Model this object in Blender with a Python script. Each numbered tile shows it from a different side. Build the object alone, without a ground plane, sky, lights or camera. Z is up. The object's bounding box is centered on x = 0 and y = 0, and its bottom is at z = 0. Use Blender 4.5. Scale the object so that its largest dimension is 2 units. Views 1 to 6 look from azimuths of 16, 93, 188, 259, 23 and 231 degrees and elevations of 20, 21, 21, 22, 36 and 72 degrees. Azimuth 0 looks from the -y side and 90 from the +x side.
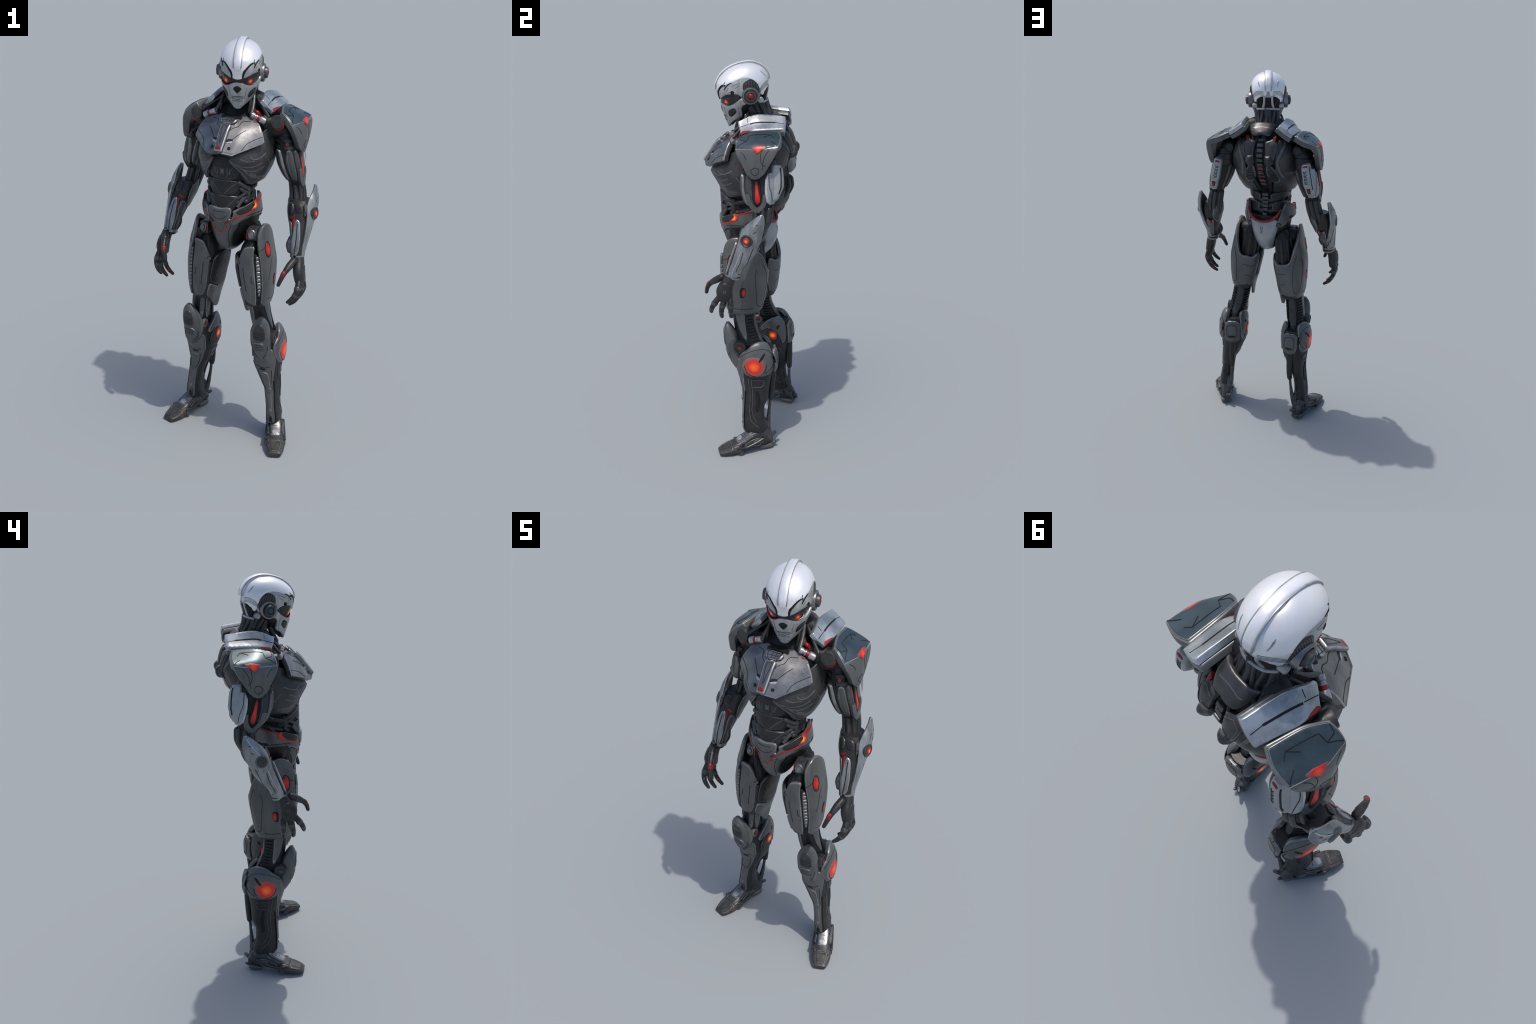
import bpy, bmesh, math, random
import numpy as np
from mathutils import Vector
from mathutils.geometry import delaunay_2d_cdt

random.seed(7)
for o in list(bpy.data.objects):
    bpy.data.objects.remove(o, do_unlink=True)

# ------------------------------------------------------------------ materials
def new_mat(name):
    m = bpy.data.materials.new(name)
    m.use_nodes = True
    nt = m.node_tree
    for n in list(nt.nodes):
        nt.nodes.remove(n)
    out = nt.nodes.new('ShaderNodeOutputMaterial')
    b = nt.nodes.new('ShaderNodeBsdfPrincipled')
    nt.links.new(b.outputs[0], out.inputs[0])
    return m, nt, b

def armour(name, dark, light, metal, rough, scale=18.0, worn=None, bump=0.08, streak=None, spec=0.5, wear_at=0.62, vary=1.0):
    """Worn plating: two tones by noise, fine scratches as a third tone, light bump."""
    m, nt, b = new_mat(name)
    N, L = nt.nodes.new, nt.links.new
    tc = N('ShaderNodeTexCoord')
    mp = N('ShaderNodeMapping')
    mp.inputs['Scale'].default_value = streak or (1, 1, 1)
    L(tc.outputs['Object'], mp.inputs['Vector'])
    n1 = N('ShaderNodeTexNoise')
    n1.inputs['Scale'].default_value = scale
    n1.inputs['Detail'].default_value = 6
    n1.inputs['Roughness'].default_value = 0.62
    L(mp.outputs[0], n1.inputs['Vector'])
    r1 = N('ShaderNodeValToRGB')
    r1.color_ramp.elements[0].position = 0.36
    r1.color_ramp.elements[1].position = 0.66
    r1.color_ramp.elements[0].color = (*dark, 1)
    r1.color_ramp.elements[1].color = (*light, 1)
    L(n1.outputs['Fac'], r1.inputs['Fac'])
    col = r1.outputs['Color']
    n2 = N('ShaderNodeTexNoise')
    n2.inputs['Scale'].default_value = scale * 2.6
    n2.inputs['Detail'].default_value = 5
    n2.inputs['Roughness'].default_value = 0.6
    L(mp.outputs[0], n2.inputs['Vector'])
    if worn:
        r2 = N('ShaderNodeValToRGB')
        r2.color_ramp.elements[0].position = wear_at
        r2.color_ramp.elements[1].position = wear_at + 0.1
        r2.color_ramp.elements[0].color = (0, 0, 0, 1)
        r2.color_ramp.elements[1].color = (1, 1, 1, 1)
        L(n2.outputs['Fac'], r2.inputs['Fac'])
        mx = N('ShaderNodeMix')
        mx.data_type = 'RGBA'
        L(r2.outputs['Color'], mx.inputs[0])
        L(col, mx.inputs[6])
        mx.inputs[7].default_value = (*worn, 1)
        col = mx.outputs[2]
    L(col, b.inputs['Base Color'])
    b.inputs['Metallic'].default_value = metal
    b.inputs['Specular IOR Level'].default_value = spec
    mr = N('ShaderNodeMapRange')
    mr.inputs['To Min'].default_value = max(0.05, rough - 0.08 * vary)
    mr.inputs['To Max'].default_value = min(1, rough + 0.1 * vary)
    L(n2.outputs['Fac'], mr.inputs['Value'])
    L(mr.outputs[0], b.inputs['Roughness'])
    if bump:
        bp = N('ShaderNodeBump')
        bp.inputs['Strength'].default_value = bump
        bp.inputs['Distance'].default_value = 0.004
        L(n2.outputs['Fac'], bp.inputs['Height'])
        L(bp.outputs[0], b.inputs['Normal'])
    return m

def glow(name, rim, mid, core, strength, p_mid=0.45, p_core=0.9, rough=0.4, p_rim=0.05):
    """Lamp glowing from its middle outwards, fading into the plating at the rim."""
    m, nt, b = new_mat(name)
    N, L = nt.nodes.new, nt.links.new
    tc = N('ShaderNodeTexCoord')
    mp = N('ShaderNodeMapping')
    mp.vector_type = 'POINT'
    L(tc.outputs['Object'], mp.inputs['Vector'])   # lamps have their origin in the middle and unit radius
    nz = N('ShaderNodeTexNoise')
    nz.inputs['Scale'].default_value = 2.5
    nz.inputs['Detail'].default_value = 4
    L(tc.outputs['Object'], nz.inputs['Vector'])
    gr = N('ShaderNodeTexGradient')
    gr.gradient_type = 'SPHERICAL'
    L(mp.outputs[0], gr.inputs['Vector'])
    ad = N('ShaderNodeMath')
    ad.operation = 'MULTIPLY_ADD'
    L(nz.outputs['Fac'], ad.inputs[0])
    ad.inputs[1].default_value = 0.16
    L(gr.outputs['Fac'], ad.inputs[2])
    sb = N('ShaderNodeMath')
    sb.operation = 'SUBTRACT'
    L(ad.outputs[0], sb.inputs[0])
    sb.inputs[1].default_value = 0.08
    r = N('ShaderNodeValToRGB')
    e = r.color_ramp.elements
    e[0].position = p_rim
    e[0].color = (*rim, 1)
    e[1].position = p_core
    e[1].color = (*core, 1)
    k = e.new(p_mid)
    k.color = (*mid, 1)
    L(sb.outputs[0], r.inputs['Fac'])
    L(r.outputs['Color'], b.inputs['Base Color'])
    L(r.outputs['Color'], b.inputs['Emission Color'])
    s = N('ShaderNodeMapRange')
    s.inputs['From Min'].default_value = p_rim + 0.05
    s.inputs['From Max'].default_value = p_core
    s.inputs['To Max'].default_value = strength
    L(sb.outputs[0], s.inputs['Value'])
    L(s.outputs[0], b.inputs['Emission Strength'])
    b.inputs['Roughness'].default_value = rough
    return m

GREY = (0.110, 0.116, 0.115)
M = {}
M['helmet'] = armour('white_enamel', (0.76, 0.77, 0.80), (0.84, 0.85, 0.87), 0.35, 0.27, 7, bump=0, vary=0.0)
M['face'] = armour('brushed_silver', (0.30, 0.305, 0.31), (0.46, 0.465, 0.47), 0.45, 0.34, 22, worn=(0.12, 0.12, 0.12), streak=(1.8, 1.8, 0.4), wear_at=0.64)
M['grey'] = armour('grey_armour', (0.082, 0.087, 0.088), (0.122, 0.128, 0.128), 0.28, 0.36, 11, worn=(0.052, 0.055, 0.056), streak=(1.4, 1.4, 0.5), wear_at=0.64)
M['pale'] = armour('pale_armour', (0.27, 0.285, 0.30), (0.37, 0.385, 0.40), 0.3, 0.36, 14, worn=(0.16, 0.17, 0.18), wear_at=0.66)
M['dark'] = armour('dark_panel', (0.016, 0.0165, 0.017), (0.028, 0.0285, 0.029), 0.1, 0.42, 25, worn=(0.055, 0.056, 0.057), wear_at=0.66, spec=0.4)
M['black'] = armour('black_rubber', (0.008, 0.0085, 0.009), (0.016, 0.0165, 0.018), 0.0, 0.5, 40, bump=0.2, spec=0.35)
M['rib'] = armour('charcoal_plating', (0.028, 0.029, 0.030), (0.050, 0.051, 0.052), 0.2, 0.38, 22, worn=(0.10, 0.10, 0.10), wear_at=0.66)
M['chest'] = armour('chest_steel', (0.16, 0.16, 0.165), (0.26, 0.26, 0.265), 0.85, 0.33, 14, worn=(0.07, 0.07, 0.075), wear_at=0.63)
M['bright'] = armour('polished_steel', (0.24, 0.265, 0.285), (0.50, 0.53, 0.55), 0.6, 0.26, 9, worn=(0.12, 0.13, 0.14), wear_at=0.64, bump=0.0, vary=0.25)
M['blue'] = armour('blue_grey_armour', (0.034, 0.055, 0.068), (0.058, 0.086, 0.102), 0.4, 0.32, 12, worn=(0.025, 0.03, 0.034), wear_at=0.63)
M['blade'] = armour('blade_steel', (0.16, 0.17, 0.175), (0.32, 0.335, 0.345), 0.5, 0.3, 20, worn=(0.07, 0.075, 0.08), streak=(1.5, 1.5, 0.3), wear_at=0.62)
M['toe'] = armour('toe_plating', (0.03, 0.03, 0.029), (0.06, 0.058, 0.055), 0.2, 0.42, 30, worn=(0.13, 0.128, 0.12), bump=0.2)
M['mech'] = armour('machinery', (0.045, 0.047, 0.05), (0.10, 0.104, 0.108), 0.5, 0.36, 40, worn=(0.20, 0.205, 0.21), bump=0.2, wear_at=0.66)
M['line'] = armour('seam_black', (0.006, 0.006, 0.0065), (0.011, 0.011, 0.012), 0.0, 0.6, 30, bump=0, spec=0.3)
M['groove'] = armour('groove_grey', (0.085, 0.088, 0.09), (0.13, 0.133, 0.136), 0.2, 0.45, 30, bump=0)
M['redpaint'] = armour('red_enamel', (0.12, 0.006, 0.006), (0.34, 0.012, 0.011), 0.1, 0.4, 30)
M['red'] = glow('red_lamp', (0.18, 0.006, 0.006), (0.40, 0.011, 0.010), (0.52, 0.022, 0.015), 0.12, 0.4)
M['glow'] = glow('ember_lamp', GREY, (0.52, 0.014, 0.010), (0.95, 0.17, 0.020), 0.30, 0.45, 0.95)
M['emberdark'] = glow('ember_dark_lamp', (0.03, 0.03, 0.031), (0.44, 0.016, 0.010), (0.98, 0.28, 0.03), 0.6, 0.45, 0.88)
M['emberblue'] = glow('ember_pad_lamp', (0.07, 0.088, 0.098), (0.42, 0.016, 0.014), (0.85, 0.08, 0.03), 0.25, 0.55, 1.0)
M['eye'] = glow('eye_lamp', (0.012, 0.011, 0.0115), (0.30, 0.014, 0.010), (1.0, 0.26, 0.02), 1.2, 0.66, 0.88, rough=0.25, p_rim=0.36)
M['gunmetal'] = armour('gunmetal', (0.055, 0.058, 0.058), (0.088, 0.092, 0.092), 0.35, 0.34, 16, worn=(0.14, 0.145, 0.145), streak=(1.6, 1.6, 0.35), wear_at=0.66)
M['grey_edge'] = armour('rubbed_lit_grey', (0.15, 0.158, 0.158), (0.24, 0.25, 0.25), 0.4, 0.32, 30, bump=0)  # edge tones here and below: rub wear with highlights painted into the colour
M['rib_edge'] = armour('rubbed_lit_charcoal', (0.05, 0.051, 0.052), (0.10, 0.10, 0.10), 0.3, 0.34, 30, bump=0)
M['chest_edge'] = armour('rubbed_lit_steel', (0.30, 0.30, 0.31), (0.48, 0.48, 0.485), 0.6, 0.28, 30, bump=0)
M['pale_edge'] = armour('rubbed_lit_pale', (0.40, 0.41, 0.42), (0.52, 0.53, 0.54), 0.4, 0.3, 30, bump=0)
LAMPS = ('red', 'glow', 'emberdark', 'emberblue', 'eye')

# ------------------------------------------------------------------ surfaces
def unit(v):
    v = np.asarray(v, float)
    return v / np.linalg.norm(v)

def pchip(x, Y, q):
    """monotone cubic through rows Y at x, evaluated at q"""
    x = np.asarray(x, float); Y = np.asarray(Y, float); q = np.clip(np.asarray(q, float), x[0], x[-1])
    h = np.diff(x)[:, None]
    d = np.diff(Y, axis=0) / h
    m = np.zeros_like(Y)
    if len(x) > 2:
        w1 = 2 * h[1:] + h[:-1]; w2 = h[1:] + 2 * h[:-1]
        same = (d[:-1] * d[1:]) > 0
        with np.errstate(divide='ignore', invalid='ignore'):
            mm = (w1 + w2) / (w1 / d[:-1] + w2 / d[1:])
        m[1:-1] = np.where(same, mm, 0)
    m[0] = d[0]; m[-1] = d[-1]
    i = np.clip(np.searchsorted(x, q, side='right') - 1, 0, len(x) - 2)
    t = ((q - x[i]) / (x[i + 1] - x[i]))[:, None]
    H = h[i]
    return ((2*t**3-3*t**2+1)*Y[i] + (t**3-2*t**2+t)*H*m[i] + (-2*t**3+3*t**2)*Y[i+1] + (t**3-t**2)*H*m[i+1])

class Loft:
    """Stack of rounded-box cross-sections (t, a0, a1, b0, b1, n[, n of the +E2 half]) in the frame O + E1*a + E2*b + E3*t.
    v is the angle in degrees: 0 faces -E2, 90 +E1, 180 +E2, 270 -E1."""
    def __init__(s, secs, O=(0, 0, 0), E1=(1, 0, 0), E2=(0, 1, 0), E3=(0, 0, 1), disp=None, skin=.0026):
        a = np.array([tuple(q) + (q[5],) * (7 - len(q)) for q in sorted(tuple(q) for q in secs)], float)
        s.x = a[:, 0]; s.Y = a[:, 1:]
        s.Y[:, 0] += skin; s.Y[:, 1] -= skin; s.Y[:, 2] += skin; s.Y[:, 3] -= skin   # room for the plating on top
        s.O, s.E1, s.E2, s.E3 = (np.asarray(k, float) for k in (O, E1, E2, E3))
        s.disp = disp
    def raw(s, u, v, k=1.0):
        u = np.atleast_1d(np.asarray(u, float)); v = np.radians(np.atleast_1d(np.asarray(v, float)))
        q = pchip(s.x, s.Y, u)
        a0, a1, b0, b1, n, nb = q.T
        ca, cb = (a0 + a1) / 2, (b0 + b1) / 2
        ra, rb = (a1 - a0) / 2 * k, (b1 - b0) / 2 * k
        S, C = np.sin(v), np.cos(v)
        e = 2 / np.where(C < 0, nb, n)
        A = ca + ra * np.sign(S) * np.abs(S) ** e
        B = cb - rb * np.sign(C) * np.abs(C) ** e
        return s.O + A[:, None] * s.E1 + B[:, None] * s.E2 + u[:, None] * s.E3
    def centre(s, u):
        q = pchip(s.x, s.Y, np.atleast_1d(u))
        return s.O + ((q[:, 0] + q[:, 1]) / 2)[:, None] * s.E1 + ((q[:, 2] + q[:, 3]) / 2)[:, None] * s.E2 + np.atleast_1d(u)[:, None] * s.E3
    def N(s, u, v):
        u = np.atleast_1d(np.asarray(u, float)); v = np.atleast_1d(np.asarray(v, float))
        du = 1e-3
        dp = s.raw(u + du, v) - s.raw(u - du, v)
        dq = s.raw(u, v + 1.5) - s.raw(u, v - 1.5)
        n = np.cross(dq, dp)
        l = np.linalg.norm(n, axis=1, keepdims=True)
        n = n / np.where(l < 1e-12, 1, l)
        sg = np.sign(np.sum(n * (s.raw(u, v) - s.centre(u)), axis=1, keepdims=True))
        return n * np.where(sg == 0, 1, sg)
    def P(s, u, v):
        p = s.raw(u, v)
        if s.disp:
            p = p + s.N(u, v) * s.disp(np.atleast_1d(u), np.atleast_1d(v))[:, None]
        return p
    def metric(s, u, v):
        a = np.linalg.norm(s.raw(u + .004, v) - s.raw(u - .004, v)) / .008
        b = np.linalg.norm(s.raw(u, v + 5) - s.raw(u, v - 5)) / 10
        return max(a, .2), max(b, 1e-4)

class Sheet:
    """Smooth sheet through a small grid of control points; u down the rows, v along the columns, both 0..1."""
    def __init__(s, rows, side=1, facet=False):
        s.g = np.array(rows, float); s.side = side; s.facet = facet
        s.ru = np.linspace(0, 1, s.g.shape[0]); s.rv = np.linspace(0, 1, s.g.shape[1])
        s.disp = None
    def P(s, u, v):
        u = np.atleast_1d(np.asarray(u, float)); v = np.atleast_1d(np.asarray(v, float))
        m, n, _ = s.g.shape
        flat = s.g.transpose(1, 0, 2).reshape(n, m * 3)
        if s.facet:
            cols = np.stack([np.interp(v, s.rv, flat[:, k]) for k in range(m * 3)], 1).reshape(len(v), m, 3)
        else:
            cols = pchip(s.rv, flat, v).reshape(len(v), m, 3)
        out = np.zeros((len(u), 3))
        x = s.ru
        i = np.clip(np.searchsorted(x, np.clip(u, 0, 1), side='right') - 1, 0, m - 2)
        t = (np.clip(u, 0, 1) - x[i]) / (x[i + 1] - x[i])
        # Catmull-Rom down the rows
        k = np.arange(len(u))
        p1, p2 = cols[k, i], cols[k, i + 1]
        p0 = np.where((i > 0)[:, None], cols[k, np.maximum(i - 1, 0)], 2 * p1 - p2)
        p3 = np.where((i < m - 2)[:, None], cols[k, np.minimum(i + 2, m - 1)], 2 * p2 - p1)
        t = t[:, None]
        return 0.5 * ((2*p1) + (-p0+p2)*t + (2*p0-5*p1+4*p2-p3)*t*t + (-p0+3*p1-3*p2+p3)*t**3)
    raw = P
    def N(s, u, v):
        u = np.clip(np.atleast_1d(np.asarray(u, float)), .004, .996); v = np.clip(np.atleast_1d(np.asarray(v, float)), .004, .996)
        n = np.cross(s.P(u + .004, v) - s.P(u - .004, v), s.P(u, v + .004) - s.P(u, v - .004))
        return s.side * n / np.linalg.norm(n, axis=1, keepdims=True)
    def metric(s, u, v):
        a = np.linalg.norm(s.P(.9, .5) - s.P(.1, .5)) / .8
        b = np.linalg.norm(s.P(.5, .9) - s.P(.5, .1)) / .8
        return a, b

# ------------------------------------------------------------------ emitting objects
XF = [None]          # current placing of a limb: None or (function, flips)
ROOT = bpy.data.objects.new('humanoid_robot', None)
bpy.context.collection.objects.link(ROOT)
ROOT['label'] = 'slim armoured humanoid robot with silver skull face and red lamps'
ROOT['category'] = 'robot'

EDGE = {'gunmetal': 'grey_edge', 'grey': 'grey_edge', 'blue': 'grey_edge', 'rib': 'rib_edge', 'dark': 'rib_edge', 'chest': 'chest_edge', 'blade': 'chest_edge', 'pale': 'pale_edge'}

def emit(name, V, F, mat, parent=None, sharp=35, stuff=False, edge=None):
    V = np.asarray(V, float)
    if XF[0] is not None:
        V = XF[0](V)
    loc, rad = None, None
    if mat in LAMPS:
        lo, hi = V.min(0), V.max(0)
        loc = (lo+hi)/2; rad = float(np.max(np.linalg.norm(V-loc, axis=1)))
        V = (V-loc)/rad
    me = bpy.data.meshes.new(name)
    me.from_pydata([tuple(p) for p in V], [], F)
    if edge is not None and mat in EDGE:      # lighter chamfer along the outline: rub wear plus painted edge highlight
        me.polygons.foreach_set('material_index', edge)
    bm = bmesh.new()
    bm.from_mesh(me)
    bmesh.ops.remove_doubles(bm, verts=bm.verts, dist=2e-7)
    bmesh.ops.recalc_face_normals(bm, faces=bm.faces)
    bm.to_mesh(me)
    bm.free()
    me.polygons.foreach_set('use_smooth', [True] * len(me.polygons))
    me.set_sharp_from_angle(angle=math.radians(sharp))
    me.materials.append(M[mat])
    if edge is not None and mat in EDGE:
        me.materials.append(M[EDGE[mat]])
    ob = bpy.data.objects.new(name, me)
    bpy.context.collection.objects.link(ob)
    while parent is not None and parent.parent is not None and parent.parent is not ROOT:
        parent = parent.parent            # robot > part > sub-part, no deeper
    ob.parent = parent or ROOT
    if loc is not None:
        ob.location = loc; ob.scale = (rad, rad, rad)
    if stuff:
        ob['kind'] = 'stuff'
    return ob

class Bag:
    """collects geometry to be emitted as one mesh"""
    def __init__(s): s.V = []; s.F = []; s.n = 0
    def add(s, V, F):
        V = np.asarray(V, float)
        s.V.append(V); s.F += [tuple(i + s.n for i in f) for f in F]; s.n += len(V)
        return s
    def out(s, name, mat, parent=None, **k):
        return emit(name, np.vstack(s.V), s.F, mat, parent, **k)

def g_solid(S, u0, u1, nu=24, nv=48, r0=.0, r1=.0, k=1.0, v0=None, v1=None):
    """closed body between two stations of a loft, ends rounded by r0 / r1 (fractions of section)"""
    us = list(np.linspace(u0, u1, nu)); ks = [1.0] * nu
    if r0: us = [u0] * 3 + us; ks = [1 - r0, 1 - r0 * .5, 1 - r0 * .15] + ks; us[3] = u0 + (u1 - u0) * .01
    if r1: us = us + [u1] * 3; ks = ks + [1 - r1 * .15, 1 - r1 * .5, 1 - r1]
    th = np.linspace(0, 360, nv, endpoint=False)
    V = []
    for u, kk in zip(us, ks):
        p = S.P(np.full(nv, u), th)
        c = S.centre(u)
        V.append(c + (p - c) * kk * k)
    V = np.vstack(V); n = len(us)
    F = []
    for i in range(n - 1):
        for j in range(nv):
            a = i * nv + j; b = i * nv + (j + 1) % nv
            F.append((a, b, b + nv, a + nv))
    V = np.vstack([V, V[:nv].mean(0), V[-nv:].mean(0)])
    c0, c1 = n * nv, n * nv + 1
    for j in range(nv):
        F.append((c0, (j + 1) % nv, j)); F.append((c1, (n - 1) * nv + j, (n - 1) * nv + (j + 1) % nv))
    return V, F

def chaikin(P, k, closed=True):
    P = [np.asarray(p, float) for p in P]
    for _ in range(k):
        Q = []
        n = len(P)
        rng = range(n if closed else n - 1)
        for i in rng:
            a, b = P[i], P[(i + 1) % n]
            Q += [a * .75 + b * .25, a * .25 + b * .75]
        if not closed: Q = [P[0]] + Q + [P[-1]]
        P = Q
    return P

def resample(P, step, closed=True):
    out = []
    n = len(P)
    for i in range(n if closed else n - 1):
        a, b = P[i], P[(i + 1) % n]
        k = max(1, int(math.ceil(np.linalg.norm(b - a) / step)))
        for j in range(k): out.append(a + (b - a) * j / k)
    if not closed: out.append(P[-1])
    return out

def inside(pt, poly):
    x, y = pt[:, 0], pt[:, 1]
    r = np.zeros(len(pt), bool)
    n = len(poly)
    for i in range(n):
        x1, y1 = poly[i]; x2, y2 = poly[(i + 1) % n]
        if y1 == y2: continue
        c = ((y1 > y) != (y2 > y)) & (x < (x2 - x1) * (y - y1) / (y2 - y1) + x1)
        r ^= c
    return r

def bdist(pt, poly):
    d = np.full(len(pt), 1e9)
    for i in range(len(poly)):
        a = poly[i]; b = poly[(i + 1) % len(poly)]
        ab = b - a; L = ab @ ab
        t = np.clip(((pt - a) @ ab) / (L or 1), 0, 1)
        d = np.minimum(d, np.linalg.norm(pt - (a + t[:, None] * ab), axis=1))
    return d

def g_plate(S, poly, out=.005, inn=.006, bev=.004, res=.01, rnd=1, crown=0.0, crown_w=.03, bevh=None, wave=None):
    """Thick plate lying on surface S inside the outline poly [(u, v), ...]; edges rounded over bev, optional dome crown."""
    poly = [np.array(p, float) for p in poly]
    cu, cv = np.mean(poly, axis=0)
    su, sv = S.metric(cu, cv)
    sc = np.array([su, sv])
    p2 = chaikin([p * sc for p in poly], rnd)
    ring = resample(p2, res * .8)
    R = np.array(ring)
    bevh = bev if bevh is None else bevh
    area = 0.5 * np.sum(R[:, 0] * np.roll(R[:, 1], -1) - np.roll(R[:, 0], -1) * R[:, 1])
    tan = np.roll(R, -1, 0) - np.roll(R, 1, 0)
    nrm = np.stack([-tan[:, 1], tan[:, 0]], 1) / (np.linalg.norm(tan, axis=1, keepdims=True) + 1e-12) * np.sign(area)
    pts = [R]
    for f in (.3, 1.0):
        q = R + nrm * bev * f
        keep = inside(q, p2) & (bdist(q, R) > bev * f * .8)
        pts.append(q[keep])
    lo, hi = R.min(0), R.max(0)
    gx = np.arange(lo[0], hi[0], res); gy = np.arange(lo[1], hi[1], res)
    G = np.array([(x + (j % 2) * res * .5, y) for j, y in enumerate(gy) for x in gx])
    if len(G):
        G = G[inside(G, p2)]
        if len(G): G = G[bdist(G, R) > bev * 1.0 + res * .45]
        pts.append(G.reshape(-1, 2))
    A = np.vstack(pts)
    n = len(R)
    vs, es, fs, *_ = delaunay_2d_cdt([Vector(p) for p in A], [(i, (i + 1) % n) for i in range(n)], [], 1, 1e-7)
    W = np.array([tuple(v) for v in vs])
    tri = np.array([list(f) for f in fs if len(f) == 3])
    cen = W[tri].mean(1)
    tri = tri[inside(cen, p2)]
    d = bdist(W, R)
    h = out - bevh * (1 - np.minimum(d / max(bev, 1e-6), 1)) ** 2
    if crown: h = h + crown * (1 - (1 - np.minimum(d / crown_w, 1)) ** 2)
    if wave: h = h + wave(W[:, 0] / su, W[:, 1] / sv, d)
    uv = W / sc
    P = S.P(uv[:, 0], uv[:, 1]); Nn = S.N(uv[:, 0], uv[:, 1])
    top = P + Nn * h[:, None]; bot = P - Nn * inn
    m = len(W)
    F = [tuple(t) for t in tri] + [(c + m, b + m, a + m) for a, b, c in tri]
    cnt = {}
    for a, b, c in tri:
        for e in ((a, b), (b, c), (c, a)):
            cnt[tuple(sorted(e))] = cnt.get(tuple(sorted(e)), []) + [e]
    for l in cnt.values():
        if len(l) == 1:
            a, b = l[0]; F.append((b, a, a + m, b + m))
    RIM[0] = [int(max(d[i] for i in t) <= bev * 1.05) for t in tri] + [0] * (len(F) - len(tri))
    return np.vstack([top, bot]), F

RIM = [None]

def g_seam(S, path, w=.003, h=.0008, depth=.004, closed=False, rnd=1, step=.006):
    """narrow strip following a path on surface S"""
    path = [np.array(p, float) for p in path]
    su, sv = S.metric(*np.mean(path, axis=0)); sc = np.array([su, sv])
    p2 = np.array(resample(chaikin([p * sc for p in path], rnd, closed), step, closed))
    uv = p2 / sc
    P = S.P(uv[:, 0], uv[:, 1]); N = S.N(uv[:, 0], uv[:, 1])
    T = (np.roll(P, -1, 0) - np.roll(P, 1, 0)) if closed else np.gradient(P, axis=0)
    T /= np.linalg.norm(T, axis=1, keepdims=True) + 1e-12
    B = np.cross(N, T)
    n = len(P)
    V = np.vstack([P + N*h - B*w/2, P + N*h + B*w/2, P - N*depth + B*w/2, P - N*depth - B*w/2])
    F = []
    for i in range(n if closed else n - 1):
        j = (i + 1) % n
        for k in range(4):
            l = (k + 1) % 4
            F.append((k*n+i, k*n+j, l*n+j, l*n+i))
    if not closed:
        F += [(0, n, 2*n, 3*n), (n-1, 4*n-1, 3*n-1, 2*n-1)]
    return V, F

def frame(d):
    d = unit(d)
    a = unit(np.cross(d, (0, 0, 1) if abs(d[2]) < .9 else (1, 0, 0)))
    return a, np.cross(d, a), d

def g_lathe(c, axis, prof, n=28, sq=1.0):
    """turned piece: profile of (radius, height) along axis from c"""
    a, b, d = frame(axis)
    c = np.asarray(c, float)
    V = []; F = []
    th = np.linspace(0, 2*math.pi, n, endpoint=False)
    for r, h in prof:
        for t in th: V.append(c + d*h + (a*math.cos(t) + b*math.sin(t)*sq)*r)
    m = len(prof)
    for i in range(m-1):
        for j in range(n):
            k = (j+1) % n
            F.append((i*n+j, i*n+k, (i+1)*n+k, (i+1)*n+j))
    F.append(tuple(range(n))[::-1]); F.append(tuple((m-1)*n+j for j in range(n)))
    return V, F

def spline(pts, k=8):
    P = np.array(pts, float)
    x = np.concatenate([[0], np.cumsum(np.linalg.norm(np.diff(P[:, :3], axis=0), axis=1))])
    # Catmull-Rom tangents
    q = np.linspace(0, x[-1], (len(P)-1)*k+1)
    m = np.gradient(P, x, axis=0)
    i = np.clip(np.searchsorted(x, q, side='right')-1, 0, len(x)-2)
    h = (x[i+1]-x[i])[:, None]; t = ((q-x[i])/(x[i+1]-x[i]))[:, None]
    return (2*t**3-3*t**2+1)*P[i]+(t**3-2*t**2+t)*h*m[i]+(-2*t**3+3*t**2)*P[i+1]+(t**3-t**2)*h*m[i+1]

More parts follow.
